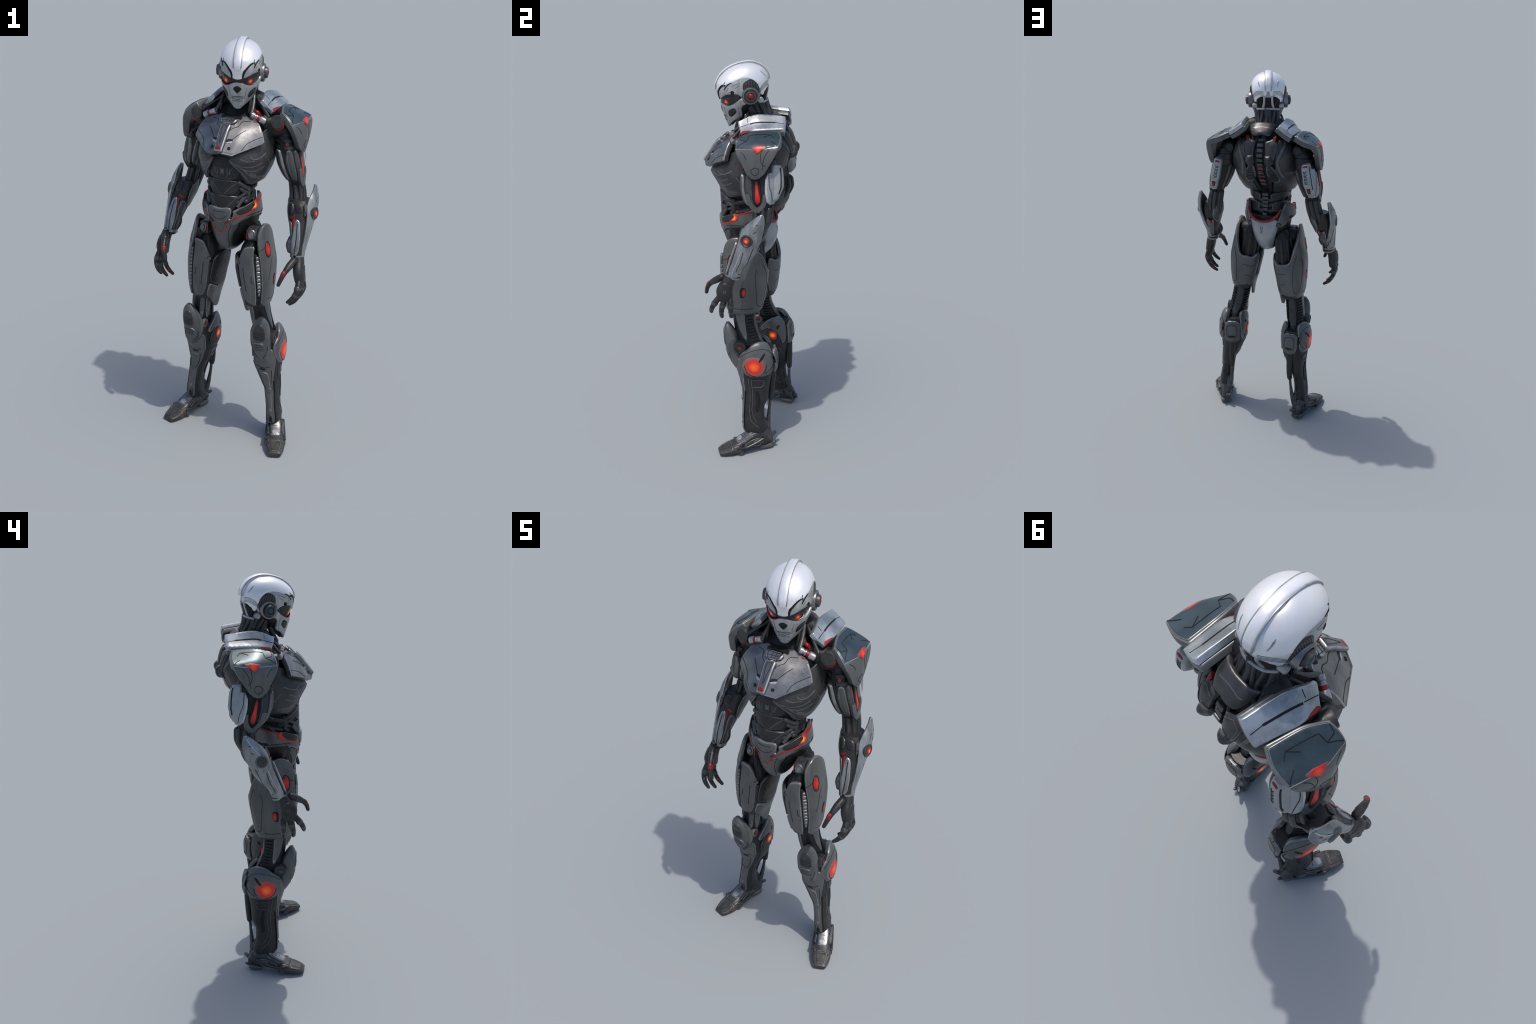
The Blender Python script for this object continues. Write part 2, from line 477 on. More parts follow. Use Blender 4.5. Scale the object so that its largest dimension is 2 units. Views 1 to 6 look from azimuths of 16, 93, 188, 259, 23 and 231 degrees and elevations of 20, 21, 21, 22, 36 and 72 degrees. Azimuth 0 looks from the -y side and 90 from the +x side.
def g_tube(pts, rad, n=14, k=6, flat=1.0, up=None, ribs=0, ribd=.1, smooth=True):
    """tube through points, radii interpolated, hemispherical ends; ribs = corrugations"""
    pts = [list(p) for p in pts]
    rad = [rad]*len(pts) if np.isscalar(rad) else rad
    A = np.array([list(p)+[r] for p, r in zip(pts, rad)])
    C = spline(A, k) if (smooth and len(A) > 2) else np.vstack([A[i]+(A[i+1]-A[i])*t for i in range(len(A)-1) for t in np.linspace(0, 1, k, endpoint=False)]+[A[-1]])
    if ribs:
        q = np.linspace(0, 1, ribs*4+1)
        s = np.linspace(0, 1, len(C))
        C = np.stack([np.interp(q, s, C[:, j]) for j in range(4)], 1)
        C[:, 3] *= 1 - ribd*(np.arange(len(q)) % 4 >= 2)
    P, R = C[:, :3], np.maximum(C[:, 3], 1e-4)
    T = np.gradient(P, axis=0); T /= np.linalg.norm(T, axis=1, keepdims=True)
    # end domes
    Pe = [P[0]-T[0]*R[0]*math.sin(a) for a in (1.5, 1.1, .6)]; Re = [R[0]*math.cos(a) for a in (1.5, 1.1, .6)]
    Pf = [P[-1]+T[-1]*R[-1]*math.sin(a) for a in (.6, 1.1, 1.5)]; Rf = [R[-1]*math.cos(a) for a in (.6, 1.1, 1.5)]
    if ribs: Pe, Re, Pf, Rf = [], [], [], []
    P = np.vstack([*Pe, P, *Pf]) if Pe else P; R = np.concatenate([Re, R, Rf])
    T = np.vstack([*[T[0]]*len(Pe), T, *[T[-1]]*len(Pf)])
    a = np.cross(T[0], up if up is not None else ((0, 0, 1) if abs(T[0][2]) < .9 else (1, 0, 0))); a /= np.linalg.norm(a)
    V = []
    for i in range(len(P)):
        a = a - T[i]*(a @ T[i]); a /= np.linalg.norm(a)
        b = np.cross(T[i], a)
        for j in range(n):
            t = 2*math.pi*j/n
            V.append(P[i]+R[i]*(a*math.cos(t)+b*math.sin(t)*flat))
    m = len(P); F = []
    for i in range(m-1):
        for j in range(n):
            l = (j+1) % n
            F.append((i*n+j, i*n+l, (i+1)*n+l, (i+1)*n+j))
    F.append(tuple(range(n))[::-1]); F.append(tuple((m-1)*n+j for j in range(n)))
    return V, F

def g_box(c, size, ax=None, bev=.15):
    """block with chamfered edges; ax = three axes"""
    E = [np.asarray(e, float) for e in (ax or ((1, 0, 0), (0, 1, 0), (0, 0, 1)))]
    c = np.asarray(c, float); s = np.asarray(size, float)/2
    b = bev*s.min()
    bm = bmesh.new()
    bmesh.ops.create_cube(bm, size=2)
    for v in bm.verts: v.co = Vector((v.co.x*s[0], v.co.y*s[1], v.co.z*s[2]))
    bmesh.ops.bevel(bm, geom=bm.edges[:], offset=b, segments=2, affect='EDGES', profile=.6)
    bm.verts.index_update()
    V = [c+E[0]*v.co.x+E[1]*v.co.y+E[2]*v.co.z for v in bm.verts]
    F = [tuple(v.index for v in f.verts) for f in bm.faces]
    bm.free()
    return V, F

def solid(name, S, u0, u1, mat, parent=None, sharp=40, **k): return emit(name, *g_solid(S, u0, u1, **k), mat, parent, sharp)
def plate(name, S, poly, mat, parent=None, rim=True, **k):
    V, F = g_plate(S, poly, **k)
    big = rim and np.ptp(V, axis=0).max() > .03
    return emit(name, V, F, mat, parent, 40, edge=RIM[0] if big else None)
def seam(name, S, paths, mat='line', parent=None, **k):
    b = Bag()
    for p in paths: b.add(*g_seam(S, p, **k))
    return b.out(name, mat, parent)
def mirror(poly): return [(u, -v) for u, v in poly]
def oval(cu, cv, ru, rv, n=20, rot=0.0):
    c, s = math.cos(math.radians(rot)), math.sin(math.radians(rot))
    return [(cu+ru*(math.cos(t)*c-math.sin(t)*s), cv+rv*(math.cos(t)*s+math.sin(t)*c)) for t in np.linspace(0, 2*math.pi, n, endpoint=False)]
# ------------------------------------------------------------------ helpers on lofts
def _sec(S, u):
    q = pchip(S.x, S.Y, np.array([u]))[0]
    return (q[0]+q[1])/2, (q[1]-q[0])/2, (q[2]+q[3])/2, (q[3]-q[2])/2, q[4], q[5]
def fr(S, pts, back=False):
    """outline given as (sideways, height) seen from the front (or back) -> (height, angle)"""
    out = []
    for a, u in pts:
        ca, ra, cb, rb, n, nb = _sec(S, u)
        n = nb if back else n
        A = max(-1, min(1, (a-ca)/ra))
        v = math.degrees(math.asin(math.copysign(abs(A)**(n/2), A)))
        out.append((u, 180-v if back else v))
    return out
def bk(S, pts): return fr(S, pts, True)
def sd(S, pts, inner=False):
    """outline given as (depth, height) seen from the outer (or inner) side -> (height, angle)"""
    out = []
    for b, u in pts:
        ca, ra, cb, rb, n, nb = _sec(S, u)
        B = max(-1, min(1, (cb-b)/rb))
        n = nb if B < 0 else n
        v = math.degrees(math.acos(math.copysign(abs(B)**(n/2), B)))
        out.append((u, 360-v if inner else v))
    return out
def yaw(deg):
    c, s = math.cos(math.radians(deg)), math.sin(math.radians(deg))
    return dict(E1=(c, s, 0), E2=(-s, c, 0))
def sym(rows): return [(r[0], -r[1], r[1]) + tuple(r[2:]) for r in rows]
def both(fn):
    fn(lambda p: p, 1); fn(mirror, -1)

def facing(S, d):
    S.side = 1
    if S.N(.5, .5)[0] @ np.array(d) < 0: S.side = -1
    return S

# ================================================================== HEAD
HF = dict(O=(.0055, -.004, 0), E1=(.988, .154, 0), E2=(-.154, .988, 0))
def hp(a, f, z): return np.array(HF['O'])+np.array(HF['E1'])*a-np.array(HF['E2'])*f+np.array([0, 0, z])
H = Loft(sym([
    (1.695, .016, -.094, -.070, 2), (1.71, .028, -.103, -.055, 2), (1.73, .044, -.109, -.03, 2), (1.75, .058, -.115, .0, 2),
    (1.775, .072, -.124, .03, 2.1), (1.80, .084, -.129, .07, 2.2), (1.82, .091, -.138, .090, 2.2), (1.845, .095, -.145, .096, 2.2),
    (1.87, .097, -.151, .102, 2.2), (1.90, .0965, -.149, .104, 2.2), (1.925, .0915, -.137, .100, 2.15), (1.945, .083, -.119, .091, 2.1),
    (1.962, .071, -.097, .078, 2.05), (1.975, .056, -.073, .060, 2), (1.984, .039, -.049, .042, 2), (1.990, .018, -.022, .02, 2)]), **HF)
Hin = Loft([(t, a0+.006, a1-.006, b0+.009, b1-.007, n, nb) for t, a0, a1, b0, b1, n, nb in [(x, *y) for x, y in zip(H.x, H.Y)]], skin=0, **HF)
head = emit('head', *g_solid(Hin, 1.696, 1.984, nu=40, nv=56), 'dark')
FL = Loft(sym([(1.688, .042, -.098, .06, 2.0), (1.72, .054, -.110, .06, 2), (1.75, .067, -.119, .065, 2), (1.78, .079, -.1285, .07, 2.05),
               (1.81, .089, -.132, .08, 2.1), (1.845, .096, -.147, .096, 2.2), (1.86, .097, -.150, .1, 2.2)]), **HF)

def helmet(m, s):
    plate('helmet_shell', H, m([(1.862, 1), (1.862, 14), (1.888, 27), (1.900, 38), (1.898, 46), (1.905, 54), (1.912, 66), (1.926, 80), (1.93, 95), (1.916, 112), (1.888, 122),
                                (1.85, 130), (1.84, 142), (1.868, 150), (1.878, 160), (1.88, 179), (1.9885, 179), (1.9885, 90), (1.9885, 1)]),
          'helmet', head, out=.003, inn=.006, bev=.003, res=.007, rnd=1)
    # brow and temple plate under the helmet; darker tone paints the skull's ground reflection
    plate('brow_plate', H, m([(1.830, 14), (1.858, 18), (1.884, 30), (1.898, 42), (1.910, 55), (1.918, 66), (1.934, 80), (1.938, 95), (1.924, 114), (1.89, 126), (1.852, 132), (1.83, 128), (1.82, 108),
                              (1.826, 92), (1.845, 84), (1.857, 76), (1.858, 62), (1.853, 46), (1.842, 32), (1.832, 18)]),
          'face', head, out=.001, inn=.008, bev=.003, res=.006, rnd=1)
    seam('brow_crease', H, [m([(1.830, 14), (1.845, 13), (1.862, 16.5), (1.884, 27), (1.897, 36), (1.901, 42)])], 'line', head, w=.006, h=.0032, rnd=2)
    seam('temple_crack', H, [m([(1.880, 45), (1.896, 51), (1.904, 56), (1.911, 63)]), m([(1.913, 46), (1.905, 43), (1.900, 46), (1.893, 47)])], 'line', head, w=.0035, h=.0034, rnd=1)
    seam('temple_scratch', H, [m(p) for p in ([(1.872, 50), (1.886, 57)], [(1.862, 54), (1.87, 60), (1.868, 70)], [(1.895, 66), (1.905, 74), (1.908, 82)], [(1.885, 72), (1.897, 80)], [(1.845, 90), (1.885, 92)], [(1.85, 97), (1.88, 98)], [(1.84, 116), (1.875, 120)], [(1.838, 122), (1.86, 126)])], 'line', head, w=.0015, h=.0014, rnd=1)
    emit('temple_port', *g_lathe(H.P(1.866, m([(0, 66)])[0][1])[0]-.002*H.N(1.866, m([(0, 66)])[0][1])[0], H.N(1.866, m([(0, 66)])[0][1])[0],
         [(.009, 0), (.009, .004), (.006, .005), (.005, .003), (.0, .003)], 20), 'line', head)
    # dark raised plate standing in for the recess above the ear, with fine ribs
    plate('ear_dark_patch', H, m(sd(H, [(-.03, 1.905), (-.012, 1.922), (.012, 1.928), (.032, 1.916), (.05, 1.89), (.056, 1.862), (.045, 1.85), (.0, 1.86), (-.03, 1.87)])), 'dark', head, out=.003, inn=.004, bev=.003, res=.006, rnd=1)
    b = Bag()
    for i in range(9):
        y = -.022+i*.0075
        b.add(*g_seam(H, m(sd(H, [(y, 1.875), (y+.006, 1.917-.0006*(i-3)**2)])), w=.0018, h=.0042, depth=.004, rnd=0))
    b.out('recess_rib', 'groove', head, stuff=True)
    # black raised plates painted as back openings, and streaks
    plate('helmet_black_patch', H, m(bk(H, [(.027, 1.873), (.050, 1.871), (.062, 1.858), (.058, 1.835), (.048, 1.812), (.034, 1.808)])), 'line', head, out=.0045, inn=.01, bev=.003, res=.006)
    seam('helmet_streak', H, [m(bk(H, [(.024, 1.885+i*.006), (.05, 1.889+i*.006), (.072, 1.872+i*.007), (.08, 1.85+i*.006)])) for i in range(4)], 'groove', head, w=.0022, h=.0034, rnd=2)
    plate('crown_mark', H, m(bk(H, [(.040, 1.925), (.046, 1.925), (.052, 1.955), (.047, 1.957)])), 'bright', head, out=.0042, inn=.004, bev=.002, res=.005)
    # ear
    c = hp(.093*s, .0-.006, 1.847); ax = np.array(HF['E1'])*s
    ear = emit('ear_disc', *g_lathe(c, ax, [(.042, -.012), (.042, .006), (.039, .0115), (.034, .0125), (.029, .010), (.028, .004), (.0, .004)], 36), 'chest', head)
    emit('ear_ring', *g_lathe(c, ax, [(.026, .004), (.026, .018), (.023, .025), (.018, .026), (.015, .022), (.0, .022)], 28), 'mech', ear)
    emit('ear_lamp', *g_lathe(c, ax, [(.0155, .015), (.015, .023), (.011, .0275), (.006, .029), (.0, .0295)], 24), 'redpaint' if s > 0 else 'blue', ear)
    emit('jaw_hinge', *g_lathe(hp(.068*s, -.055, 1.822), np.array(HF['E1'])*s, [(.015, -.01), (.015, .012), (.011, .016), (.0, .016)], 18), 'face', head)
    # black plate painted as the cheek hole, and mask grooves
    plate('cheek_black_patch', FL, m([(1.772, 40), (1.79, 58), (1.792, 66), (1.772, 72), (1.752, 58), (1.741, 42)]), 'line', head, out=.0042, inn=.002, bev=.002, res=.005, rnd=1)
    plate('cheek_glass', FL, m([(1.769, 45), (1.784, 60), (1.784, 66), (1.77, 69), (1.756, 58), (1.749, 46)]), 'dark', head, out=.0052, inn=.0005, bev=.002, res=.005, rnd=1)
    seam('mask_groove', FL, [m([(1.80, 76), (1.77, 78), (1.742, 74)]), m([(1.793, 30), (1.76, 28), (1.74, 30)])], 'groove', head, w=.0018, h=.0036, rnd=1)
both(helmet)
plate('brow_bridge', H, [(1.826, -3), (1.826, 3), (1.831, 13), (1.846, 11.5), (1.862, 14), (1.872, 17), (1.872, -17), (1.862, -14), (1.846, -11.5), (1.831, -13)], 'helmet', head, out=.0028, inn=.008, bev=.003, res=.005)
plate('nape_strip', H, [(1.93, 171), (1.93, 189), (1.88, 192), (1.872, 191), (1.872, 169), (1.88, 168)], 'face', head, out=.002, inn=.008, bev=.002, res=.006)
half = [(1.812, 12), (1.804, 22), (1.797, 36), (1.798, 50), (1.812, 66), (1.826, 78), (1.838, 85), (1.836, 100), (1.812, 100), (1.798, 84), (1.76, 86), (1.744, 84), (1.735, 70), (1.719, 50), (1.704, 32), (1.694, 22), (1.690, 8)]
plate('face_mask', FL, half+mirror(half)[::-1], 'face', head, out=.003, inn=.008, bev=.003, res=.006, rnd=1)
plate('visor', Hin, [(1.826, 0), (1.832, 14), (1.845, 34), (1.855, 48), (1.858, 68), (1.848, 80), (1.830, 80), (1.813, 66), (1.797, 50), (1.795, 36), (1.801, 22), (1.808, 10)] +
      mirror([(1.808, 10), (1.801, 22), (1.795, 36), (1.797, 50), (1.813, 66), (1.830, 80), (1.848, 80), (1.858, 68), (1.855, 48), (1.845, 34), (1.832, 14)]), 'dark', head, out=.003, inn=.004, bev=.003, res=.007)
def eyes(m, s):
    plate('eye', Hin, m([(1.810, 18), (1.803, 30), (1.801, 42), (1.808, 54), (1.828, 58), (1.842, 46), (1.836, 32), (1.828, 18)]), 'eye', head, out=.0045, inn=.001, bev=.002, res=.005, rnd=2)
    seam('eye_rim', FL, [m([(1.812, 12), (1.804, 22), (1.797, 36), (1.798, 50), (1.812, 66), (1.826, 78)])], 'redpaint' if s < 0 else 'bright', head, w=.003, h=.003, depth=.006, rnd=2)  # left rim's bright tone is a painted highlight; right rim is red
both(eyes)
plate('nose_black_patch', FL, [(1.797, -3), (1.797, 3), (1.788, 13), (1.780, 12), (1.765, 2), (1.765, -2), (1.780, -12), (1.788, -13)], 'line', head, out=.0040, inn=.003, bev=.001, res=.004, rnd=1)  # black plate proud of the mask, painted as the nose hole
b = Bag()
b.add(*g_seam(FL, [(1.745, -27), (1.738, -12), (1.737, 0), (1.738, 12), (1.745, 27)], w=.0022, h=.0036, rnd=1))
for i in range(-5, 6):
    b.add(*g_seam(FL, [(1.744, i*4.2), (1.7495, i*4.2)], w=.0016, h=.0036, rnd=0))
    b.add(*g_seam(FL, [(1.726, i*4.6), (1.733, i*4.6)], w=.0016, h=.0036, rnd=0))
b.add(*g_seam(FL, [(1.7505, -24), (1.7505, 24)], w=.0014, h=.0036, rnd=0))
b.out('tooth_line', 'line', head, stuff=True)
plate('helmet_black_patch', H, bk(H, [(-.012, 1.875), (.012, 1.875), (.012, 1.845), (.018, 1.812), (-.018, 1.812), (-.012, 1.845)]), 'line', head, out=.0045, inn=.01, bev=.003, res=.006)  # black plate laid on as the middle opening, no hole behind it
def bars(m, s):
    plate('helmet_bar', H, m(bk(H, [(.015, 1.885), (.026, 1.885), (.026, 1.845), (.036, 1.806), (.020, 1.806), (.014, 1.845)])), 'face', head, out=.006, inn=.008, bev=.003, res=.005)
both(bars)
emit('nape_rim', *g_tube([hp(.058, -.07, 1.808), hp(.035, -.088, 1.812), hp(0, -.094, 1.814), hp(-.035, -.088, 1.812), hp(-.058, -.07, 1.808)], .006), 'face', head)
emit('helmet_cap', *g_solid(H, 1.978, 1.9895, nu=10, nv=40, k=1.02), 'helmet', head)
# crest along the middle
prof = [(.150, 1.860), (.1555, 1.875), (.1565, 1.893), (.150, 1.913), (.131, 1.943), (.105, 1.966), (.074, 1.983), (.024, 1.9975), (-.026, 1.9985), (-.074, 1.979), (-.102, 1.947), (-.109, 1.925), (-.109, 1.905)]
wid = [.011, .017, .0185, .019, .0188, .0185, .018, .0178, .0178, .0178, .0175, .0165, .015]
CR = Sheet([[hp(-w, f-.001, z-.0015), hp(0, f, z), hp(w, f-.001, z-.0015)] for (f, z), w in zip(prof, wid)], side=1)
nn = CR.N(.5, .5)[0]
if nn[2] < 0: CR.side = -1
seam('crest_line', CR, [[(.10, -.12), (.5, -.12), (.97, -.12)], [(.10, 1.12), (.5, 1.12), (.97, 1.12)]], 'face', head, w=.003, h=.0005, depth=.006, rnd=0)
plate('helmet_crest', CR, [(0.02, .3), (0.0, .5), (0.02, .7), (.07, 1), (.95, 1), (1, .8), (1, .2), (.95, 0), (.07, 0)], 'helmet', head, out=.0015, inn=.02, bev=.004, res=.006, rnd=1)

# ================================================================== NECK
NK = Loft([(1.66, -.085, .085, .0, .155, 2), (1.70, -.075, .075, .0, .14, 2), (1.745, -.064, .064, -.008, .112, 2), (1.785, -.062, .066, -.03, .095, 2), (1.83, -.06, .07, -.06, .085, 2)])
neck = solid('neck', NK, 1.66, 1.83, 'black')
b = Bag()
for i in range(18):
    v = i*20
    pts = [NK.P(z, v+5*math.sin(i*2.1+z*40))[0] for z in (1.665, 1.70, 1.74, 1.78, 1.815)]
    b.add(*g_tube(pts, .0085 if i % 3 else .011, n=10))
b.out('neck_cord', 'rib', neck)
NG = facing(Sheet([[(.086, .078, 1.737), (.052, .114, 1.746), (.013, .122, 1.749), (-.026, .120, 1.748), (-.060, .086, 1.745)],
                   [(.083, .130, 1.712), (.050, .155, 1.717), (.013, .157, 1.720), (-.022, .160, 1.718), (-.052, .135, 1.714)],
                   [(.070, .170, 1.684), (.042, .180, 1.691), (.013, .185, 1.697), (-.015, .182, 1.692), (-.042, .175, 1.686)]]), (0, 1, .3))
plate('nape_guard', NG, [(0, 0), (0, 1), (.6, 1), (1, .92), (1, .75), (.9, .5), (1, .25), (1, .08), (.6, 0)], 'rib', neck, out=.004, inn=.012, bev=.005, res=.008, rnd=1)
seam('guard_line', NG, [[(.42, .15), (.36, .5), (.42, .85)]], 'chest', neck, w=.003, h=.0045, rnd=2)

# ================================================================== TORSO
TY = yaw(-5.3)
def tp(x, y, z): return np.array([x*TY['E1'][0]+y*TY['E2'][0], x*TY['E1'][1]+y*TY['E2'][1], z])
T = Loft(sym([(1.325, .095, -.10, .030, 2.2, 2.4), (1.355, .136, -.14, .055, 2.0, 2.5), (1.385, .154, -.160, .086, 2.0, 2.6), (1.43, .170, -.182, .124, 1.95, 2.8), (1.475, .176, -.203, .158, 1.95, 2.9), (1.50, .176, -.192, .178, 2.0, 3.2),
              (1.53, .175, -.158, .192, 2.2, 3.4), (1.58, .168, -.120, .206, 2.5, 3.4), (1.63, .154, -.095, .194, 2.6, 3.0), (1.67, .124, -.06, .170, 2.4, 2.7), (1.705, .078, -.03, .140, 2.2)]), **TY)
torso = emit('torso', *g_solid(T, 1.34, 1.70, nu=30, nv=56, k=.93), 'black')
def ribs(m, s):
    plate('rib_plate', T, m([(1.52, 20), (1.475, 13), (1.43, 25), (1.39, 38), (1.357, 49), (1.352, 60), (1.366, 85), (1.362, 120), (1.352, 150), (1.355, 168), (1.45, 167), (1.56, 163), (1.63, 158), (1.665, 140), (1.655, 100), (1.61, 70), (1.57, 40)]),
          'rib', torso, out=.005, inn=.016, bev=.004, res=.010, rnd=0)
    # flowing grooves on the flank
    seam('flank_groove', T, [m(p) for p in ([(1.47, 16), (1.445, 30), (1.44, 48), (1.46, 66)], [(1.49, 44), (1.475, 50), (1.48, 62), (1.50, 70)], [(1.40, 56), (1.38, 66), (1.375, 80)], [(1.395, 66), (1.385, 76), (1.39, 88)], [(1.47, 80), (1.43, 92), (1.39, 100)], [(1.52, 84), (1.47, 96), (1.41, 112)], [(1.60, 100), (1.54, 112), (1.48, 120)], [(1.455, 22), (1.425, 36), (1.418, 54), (1.44, 72)], [(1.43, 34), (1.40, 44), (1.385, 60), (1.395, 80)],
         [(1.48, 30), (1.468, 40), (1.47, 52)], [(1.415, 44), (1.405, 50), (1.40, 58)], [(1.405, 46), (1.393, 54), (1.39, 62)])], 'groove', torso, w=.005, h=.0055, rnd=2)
    seam('rib_edge', T, [m([(1.475, 14), (1.43, 26), (1.39, 39), (1.36, 50), (1.356, 60)])], 'grey', torso, w=.007, h=.0065, rnd=1)
    # back: shoulder-blade panels, band, louvred vents
    plate('shoulder_blade', T, m(bk(T, [(.026, 1.655), (.060, 1.668), (.092, 1.648), (.086, 1.60), (.072, 1.562), (.030, 1.560)])), 'rib', torso, out=.012, inn=.006, bev=.004, res=.008, rnd=0, crown=.008, crown_w=.04)
    plate('blade_spur', T, m(bk(T, [(.030, 1.590), (.058, 1.592), (.076, 1.565), (.060, 1.540), (.040, 1.535), (.027, 1.555)])), 'rib', torso, out=.016, inn=.006, bev=.004, res=.006, rnd=0, crown=.022, crown_w=.022)
    seam('blade_line', T, [m(bk(T, [(.034, 1.645), (.060, 1.655), (.082, 1.64), (.078, 1.60), (.066, 1.572)]))], 'groove', torso, w=.002, h=.018, rnd=0)
    seam('spine_band', T, [m(bk(T, [(.118, 1.655), (.105, 1.60), (.088, 1.555), (.10, 1.50), (.112, 1.46)]))], 'groove', torso, w=.012, h=.0062, rnd=2)
    seam('torso_line', T, [m(bk(T, [(.165, 1.63), (.168, 1.55), (.160, 1.48)])), m(bk(T, [(.03, 1.42), (.08, 1.40), (.12, 1.41), (.15, 1.45)])), m(bk(T, [(.025, 1.405), (.06, 1.385), (.10, 1.375)]))], 'line', torso, w=.003, h=.0048, rnd=2)
    rim = [(.034, 1.54), (.060, 1.535), (.084, 1.495), (.098, 1.455), (.090, 1.430), (.062, 1.425), (.038, 1.445), (.028, 1.50)]
    plate('vent_frame', T, m(bk(T, rim)), 'groove', torso, out=.008, inn=.004, bev=.004, res=.008, rnd=2)
    cx, cz = np.mean(rim, axis=0)
    plate('vent_black_patch', T, m(bk(T, [(cx+(x-cx)*.78, cz+(z-cz)*.82) for x, z in rim])), 'black', torso, out=.0088, inn=.001, bev=.002, res=.008, rnd=2)  # raised black plate stands in for the depth behind the louvres
    b = Bag()
    for i in range(8):
        z = 1.445+i*.011
        w = .022 if 0 < i < 6 else .012
        c0 = cx+.008-.0025*i
        b.add(*g_seam(T, m(bk(T, [(c0-w, z+.002), (c0, z-.001), (c0+w, z+.002)])), w=.004, h=.0108, depth=.002, rnd=1))
    b.out('vent_louvre', 'rib', torso, stuff=True)
both(ribs)
# spine
b = Bag(); b2 = Bag()
for i in range(11):
    z = 1.665-i*.0255
    p = T.P(z, 180)[0]; n = T.N(z, 180)[0]
    ax = (np.array(TY['E1']), n, np.cross(np.array(TY['E1']), n))
    b.add(*g_box(p-n*.008+n*.003*(i % 2), (.032, .022, .019), ax, .35))
    if i in (5, 6, 8, 9): b2.add(*g_box(p+n*.001+np.array([0, 0, -.0125]), (.026, .006, .005), ax, .3))
b.out('vertebra', 'mech', torso); b2.out('spine_lamp', 'redpaint', torso)
b = Bag()
for s in (-1, 1):
    b.add(*g_tube([T.P(z, 180+s*v)[0]+np.array([0, .004, 0]) for z, v in ((1.68, 6), (1.60, 7), (1.50, 8), (1.42, 8), (1.37, 7))], .008, n=10))
b.out('spine_cord', 'black', torso)
def blades_red(m, s):
    plate('nape_lamp', T, m(bk(T, [(.062, 1.670), (.072, 1.678), (.080, 1.672), (.072, 1.648)])), 'redpaint', torso, out=.015, inn=.003, bev=.002, res=.005, rnd=0)
both(blades_red)

# ---- chest plate
CS = [[(0, -.098, 1.653), (.06, -.072, 1.660), (.126, -.078, 1.640)],
      [(0, -.134, 1.632), (.064, -.110, 1.630), (.142, -.090, 1.621)],
      [(0, -.170, 1.600), (.07, -.146, 1.597), (.156, -.098, 1.600)],
      [(0, -.204, 1.556), (.068, -.184, 1.550), (.167, -.104, 1.577)],
      [(0, -.236, 1.512), (.061, -.2195, 1.502), (.174, -.109, 1.554)]]
def sheet_t(rows, s, flip=False):
    S = Sheet([[tp(s*x, y, z) for x, y, z in r] for r in rows], facet=True)
    return S
chest = None
def chest_half(s):
    global chest
    C = facing(sheet_t(CS, s), (0, -1, .6))
    poly = [(.0, .35), (.0, .58), (.02, .9), (.10, 1), (.985, 1), (1, .98), (1, .5), (.985, .0), (.12, .0), (.12, .22)]
    ob = plate('chest_plate', C, poly, 'chest', chest, out=.0, inn=.024, bev=.0035, res=.009, rnd=0)
    if chest is None: chest = ob
    seam('chest_lip', C, [[(.995, .0), (.995, .5), (.985, .97)]], 'chest', chest, w=.006, h=.0015, depth=.010, rnd=0)
    seam('chest_seam', C, [[(.14, .72), (.20, .45), (.36, .40), (.42, .22), (.5, .16)], [(.45, .62), (.60, .42), (.70, .30)], [(.72, .98), (.80, .72), (.86, .68)], [(.86, .68), (.97, .64)], [(.13, .22), (.3, .2), (.34, .12)]], 'line', chest, w=.0026, h=.0008, rnd=1)
    plate('chest_slot_patch', C, [(.68, .15), (.66, .34), (.70, .36), (.74, .30), (.75, .14)], 'line', chest, out=.0012, inn=.004, bev=.001, res=.006)  # thin black plate painted as a slot, chest left uncut
    plate('slot_sill', C, [(.735, .16), (.70, .345), (.735, .37), (.78, .31), (.785, .13)], 'bright', chest, out=.0022, inn=.003, bev=.003, res=.006)
    emit('chest_black_stud', *g_lathe(C.P(.87, .32)[0], C.N(.87, .32)[0], [(.0075, -.004), (.0075, .0022), (.005, .003), (.003, .0012), (.0, .0012)], 18), 'line', chest)  # black dimpled stud standing in for a bolt hole
    plate('chest_lamp', C, [(.05, .80), (.06, .92), (.12, .94), (.12, .82)], 'redpaint', chest, out=.001, inn=.004, bev=.001, res=.006, rnd=0)
for s in (1, -1): chest_half(s)
# raised strap down the middle
ST = facing(Sheet([[tp(x, y-.003, z+.001) for x in (-w, 0, w)] for y, z, w in ((-.145, 1.624, .025), (-.170, 1.601, .023), (-.204, 1.557, .021), (-.234, 1.516, .019))]), (0, -1, .6))
plate('chest_strap', ST, [(.0, .1), (.0, .9), (.06, 1), (1, 1), (1, 0), (.06, 0)], 'chest', chest, out=.007, inn=.014, bev=.005, res=.006, rnd=0)
seam('strap_edge', ST, [[(.08, .94), (.97, .94)]], 'bright', chest, w=.003, h=.0035, rnd=0)
plate('strap_lamp', ST, [(.87, .2), (.82, .5), (.87, .8), (.95, .8), (.95, .2)], 'redpaint', chest, out=.0075, inn=.002, bev=.001, res=.005, rnd=0)
seam('strap_seam', ST, [[(.12, .3), (.12, .7), (.35, .72), (.75, .5), (.35, .28), (.12, .3)]], 'line', chest, w=.002, h=.0076, rnd=0)
TB = facing(Sheet([[tp(x, y-.001, z+.001) for x in (-w, 0, w)] for y, z, w in ((-.108, 1.650, .042), (-.128, 1.638, .040), (-.142, 1.627, .034))]), (0, -1, .6))
